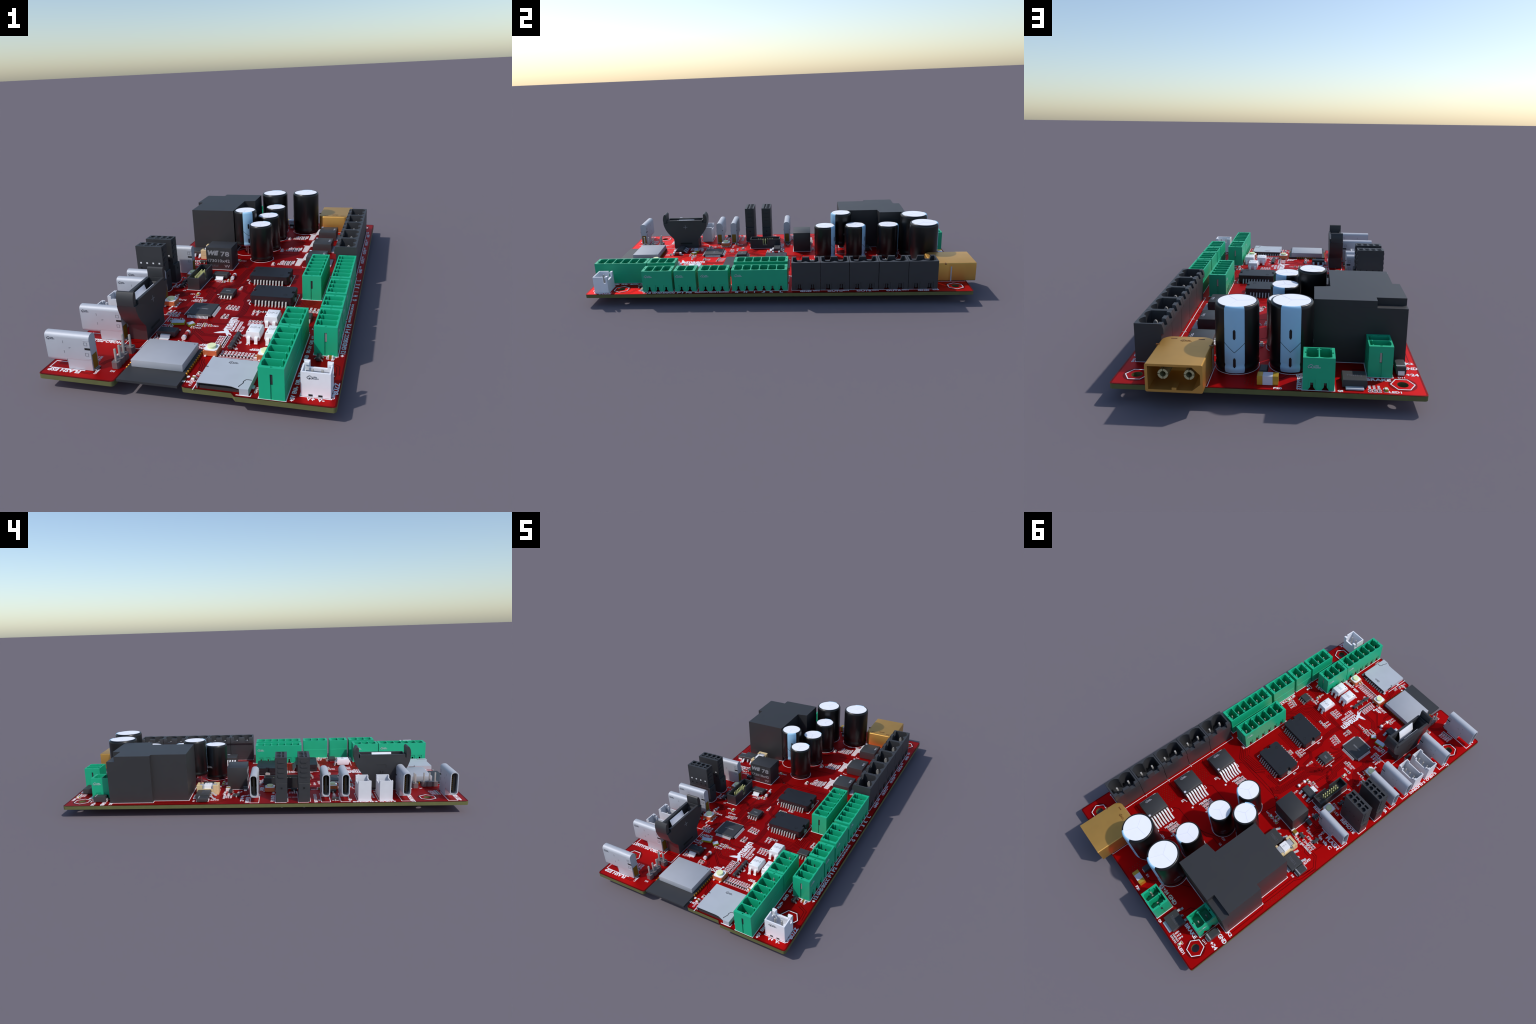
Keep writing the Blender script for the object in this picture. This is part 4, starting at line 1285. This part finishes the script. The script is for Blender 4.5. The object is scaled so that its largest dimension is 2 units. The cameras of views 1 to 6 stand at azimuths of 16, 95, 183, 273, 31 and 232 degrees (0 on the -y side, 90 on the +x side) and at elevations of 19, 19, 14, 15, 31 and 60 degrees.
# ------------------------------------------------------------------ pin headers
def pin_header(pts):
    b = MB()
    for x, y in pts:
        b.plate([[(x - .0135, y - .009), (x - .009, y - .0135), (x + .009, y - .0135), (x + .0135, y - .009), (x + .0135, y + .009), (x + .009, y + .0135), (x - .009, y + .0135), (x - .0135, y + .009)]], .0006, .0250, HDRP)
    o = place("pin_header", b.mesh("pin_header"), 0, 0, T)
    for x, y in pts:
        place("contact_pin", HPIN, x, y, 0, parent=o)
    xs, ys = [p[0] for p in pts], [p[1] for p in pts]
b = MB()
b.box(-.0036, .0036, -.0036, .0036, -.0330, .0725, TIN, b=.0014, seg=2)
HPIN = b.mesh("contact_pin")
pin_header([(-.2600, -.9100), (-.2600, -.8820), (-.2600, -.8540)])
pin_header([(-.2600, -.8040), (-.2880, -.8040)])

b = MB()
x0, x1, y0, y1, h = -.2720, -.2140, -.2145, -.0275, .0590
w = .0055
b.plate([[(x0, y0), (x1, y0), (x1, -.1350), (x1 - w, -.1350), (x1 - w, y0 + w), (x0 + w, y0 + w), (x0 + w, y1 - w), (x1 - w, y1 - w), (x1 - w, -.1070), (x1, -.1070), (x1, y1), (x0, y1)]], .020, h, DARKP)
b.box(x0, x1, y0, y1, .0006, .020, DARKP)
o = place("ribbon_header", b.mesh("ribbon_header"), 0, 0, T)
b = MB(); b.box(-.0026, .0026, -.0026, .0026, -.040, .0510, PALEG, b=.0011, seg=2)
RP = b.mesh("contact_pin")
for i in range(7):
    for xx in (-.2505, -.2360):
        place("contact_pin", RP, xx, -.1210 + (i - 3) * .0146, 0, parent=o)
b = MB(); cloud_mark(b, (x1 + .0003, -.185, .0120), .0120, DGREY, (0, 1, 0), (0, 0, 1)); place("printed_mark", b.mesh("printed_mark", smooth=False), parent=o, kind="stuff")

# ------------------------------------------------------------------ amber power plug
b = MB()
x0, x1, z0, z1 = .1960, .3810, .0015, .0975
yb, ym, yf = .7730, .8650, 1.0000
k = b.mi(XTP)
levels = [(z0, .003), (z0 + .003, 0), (z1 - .0060, 0), (z1 - .0024, .0012), (z1 - .0008, .0032), (z1, .0060)]
rows = []
for z, i in levels:
    R = .034
    xa, xb, yy = x0 + i, x1 - i, yb + i
    pl = [(xb, ym)] + [(xb - R + R * cos(radians(a)), yy + R - R * sin(radians(a))) for a in range(0, 91, 10)] + \
         [(xa + R - R * sin(radians(a)), yy + R - R * cos(radians(a))) for a in range(0, 91, 10)] + [(xa, ym)]
    rows.append([b.bm.verts.new((u, v, z)) for u, v in pl])
faces = [b.bm.faces.new(rows[0]), b.bm.faces.new(rows[-1])]
for A, B in zip(rows, rows[1:]):
    for i in range(len(A) - 1):
        faces.append(b.bm.faces.new((A[i], A[i + 1], B[i + 1], B[i])))
faces.append(b.bm.faces.new([r[0] for r in rows] + [r[-1] for r in rows][::-1]))
for f in faces:
    f.material_index = k
mouth = [(.3720, z0 + .0085), (.2300, z0 + .0085), (.2040, z0 + .030), (.2040, z1 - .033), (.2300, z1 - .0080), (.3720, z1 - .0080)]
b.plate([rrect(x0, x1, z0, z1, .0055, 4), mouth], ym, yf, XTP, axis='y')
b.box(.2810, .2960, .965, .9996, z0 + .008, z0 + .0165, XTP)
plug = place("power_plug", b.mesh("power_plug"), 0, 0, T)
b = MB()
for xa, xb, ya, y2 in ((.3260, .3480, .7930, .7985), (.2290, .2510, .7930, .7985)):
    b.box(xa, xb, ya, y2, z1 - .002, z1 + .0005, XTD)
for xa, xb in ((.3765, .3835), (.1935, .2005)):
    b.box(xa - .0035, xb + .0035, .8440, .8500, z1 - .0055, z1 + .0006, XTD)
b.box(.1955, .1968, .8440, .8500, .012, z1 - .008, XTD)
place("moulded_slot", b.mesh("moulded_slot", smooth=False), parent=plug)
b = MB()
b.box(.3798, .3818, .8740, .8800, .002, .080, STEEL)
b.box(.1952, .1972, .8240, .8310, .002, .078, STEEL)
for c in (.3276, .2430):
    b.box(c - .006, c + .006, .785, .797, -.0605, .004, STEEL)
place("solder_tab", b.mesh("solder_tab"), parent=plug)
for c in (.3276, .2430):
    b = MB()
    zc = .0555
    gap = .16
    for q in range(4):
        lp = []
        for i in range(7):
            a = q * pi / 2 + gap / 2 + (pi / 2 - gap) * i / 6
            lp.append((c + .0172 * cos(a), zc + .0172 * sin(a)))
        for i in range(6, -1, -1):
            a = q * pi / 2 + gap / 2 + (pi / 2 - gap) * i / 6
            lp.append((c + .0098 * cos(a), zc + .0098 * sin(a)))
        b.plate([lp], .872, .9820, BRASS, axis='y')
    b.cyl(c, zc, .864, .875, .0172, BRASS, n=24, axis='y')
    place("bullet_contact", b.mesh("bullet_contact"), parent=plug)
b = MB()
cloud_mark(b, (.2850, .8130, z1 + .0002), .0190, XTD, (-1, 0, 0), (0, -1, 0))
place("printed_mark", b.mesh("printed_mark", smooth=False), parent=plug, kind="stuff")

# ------------------------------------------------------------------ odds and ends
b = MB()
b.box(-.0165, .0165, -.0155, .0155, .001, .0318, LILAC)
for s in (-1, 1):
    b.box(s * .0165, s * .0350, -.0160, .0160, .0006, .0325, FUSEG, b=.0008, seg=1)
place("surface_fuse", b.mesh("surface_fuse"), -.0015, .9090, T)
for ys in (.888, .930):
    pass

# fuse clip: cream ceramic cradle, steel clips, white cartridge
b = MB()
X0, X1, Y0, Y1, HC = -.3620, -.3010, .2015, .3150, .0500
b.box(X0, X1, Y0, Y1, .0006, .020, CREAM)
for ya, yb2 in ((Y0, Y0 + .0125), (Y1 - .0125, Y1)):
    b.box(X0, X1, ya, yb2, .0198, HC, CREAM, b=.0012, seg=1)
for ya, yb2 in ((Y0 + .0120, Y0 + .0290), (Y1 - .0290, Y1 - .0120)):
    b.box(X0 + .0002, X0 + .0125, ya, yb2, .0196, HC - .0004, CREAM, b=.001, seg=1)
    b.box(X1 - .0100, X1 - .0002, ya, yb2 - (.006 if ya > .25 else 0), .0196, HC - .0004, CREAM, b=.001, seg=1)
b.box(X0 + .0010, X0 + .0120, Y0 + .0290, Y1 - .0290, .0196, .0300, CREAM)
clip = place("fuse_holder", b.mesh("fuse_holder"), 0, 0, T)
b = MB()
b.box(X0 + .0130, X1 - .0105, Y0 + .0130, Y0 + .0390, .0198, .0455, SHIELD, b=.002)
b.box(X0 + .0130, X1 - .0105, Y1 - .0390, Y1 - .0130, .0198, .0455, SHIELD, b=.002)
for ya in (Y0 + .0300, Y1 - .0350):
    b.box(X0 + .0030, X0 + .0140, ya, ya + .0050, .0290, .0470, SHIELD, b=.001, seg=1)
place("spring_clip", b.mesh("spring_clip"), parent=clip)
b = MB()
b.box(X0 + .0100, X1 - .0070, Y0 + .0380, Y1 - .0380, .0210, .0492, WHITEP, b=.001, seg=1)
write(b, "2 41", ((X0 + X1) / 2 + .004, (Y0 + Y1) / 2, .0493), .022, .008, GREYM, *DIRS[90], bold=0)
place("fuse_cartridge", b.mesh("fuse_cartridge"), parent=clip)

# larger ceramic capacitor, crystals
b = MB()
b.box(-.0130, .0130, -.0100, .0100, .0006, .0160, CAPB)
for s in (-1, 1):
    b.box(s * .0105, s * .0185, -.0105, .0105, .0004, .0168, WTIN, b=.001, seg=1)
place("chip_capacitor", b.mesh("chip_capacitor"), -.2920, .1610, T)
b = MB()
b.box(-.0280, .0280, -.0140, .0140, .0006, .0085, XTALR)
b.box(-.0265, .0265, -.0125, .0125, .0085, .0115, XTAL, b=.001, seg=1)
place("crystal", b.mesh("crystal"), -.1785, -.5550, T, 12)
b = MB()
b.box(-.0150, .0150, -.0125, .0125, .0006, .0075, XTALR)
b.box(-.0135, .0135, -.0110, .0110, .0075, .0105, XTAL, b=.001, seg=1)
place("crystal", b.mesh("crystal"), -.1220, -.5580, T, 45)
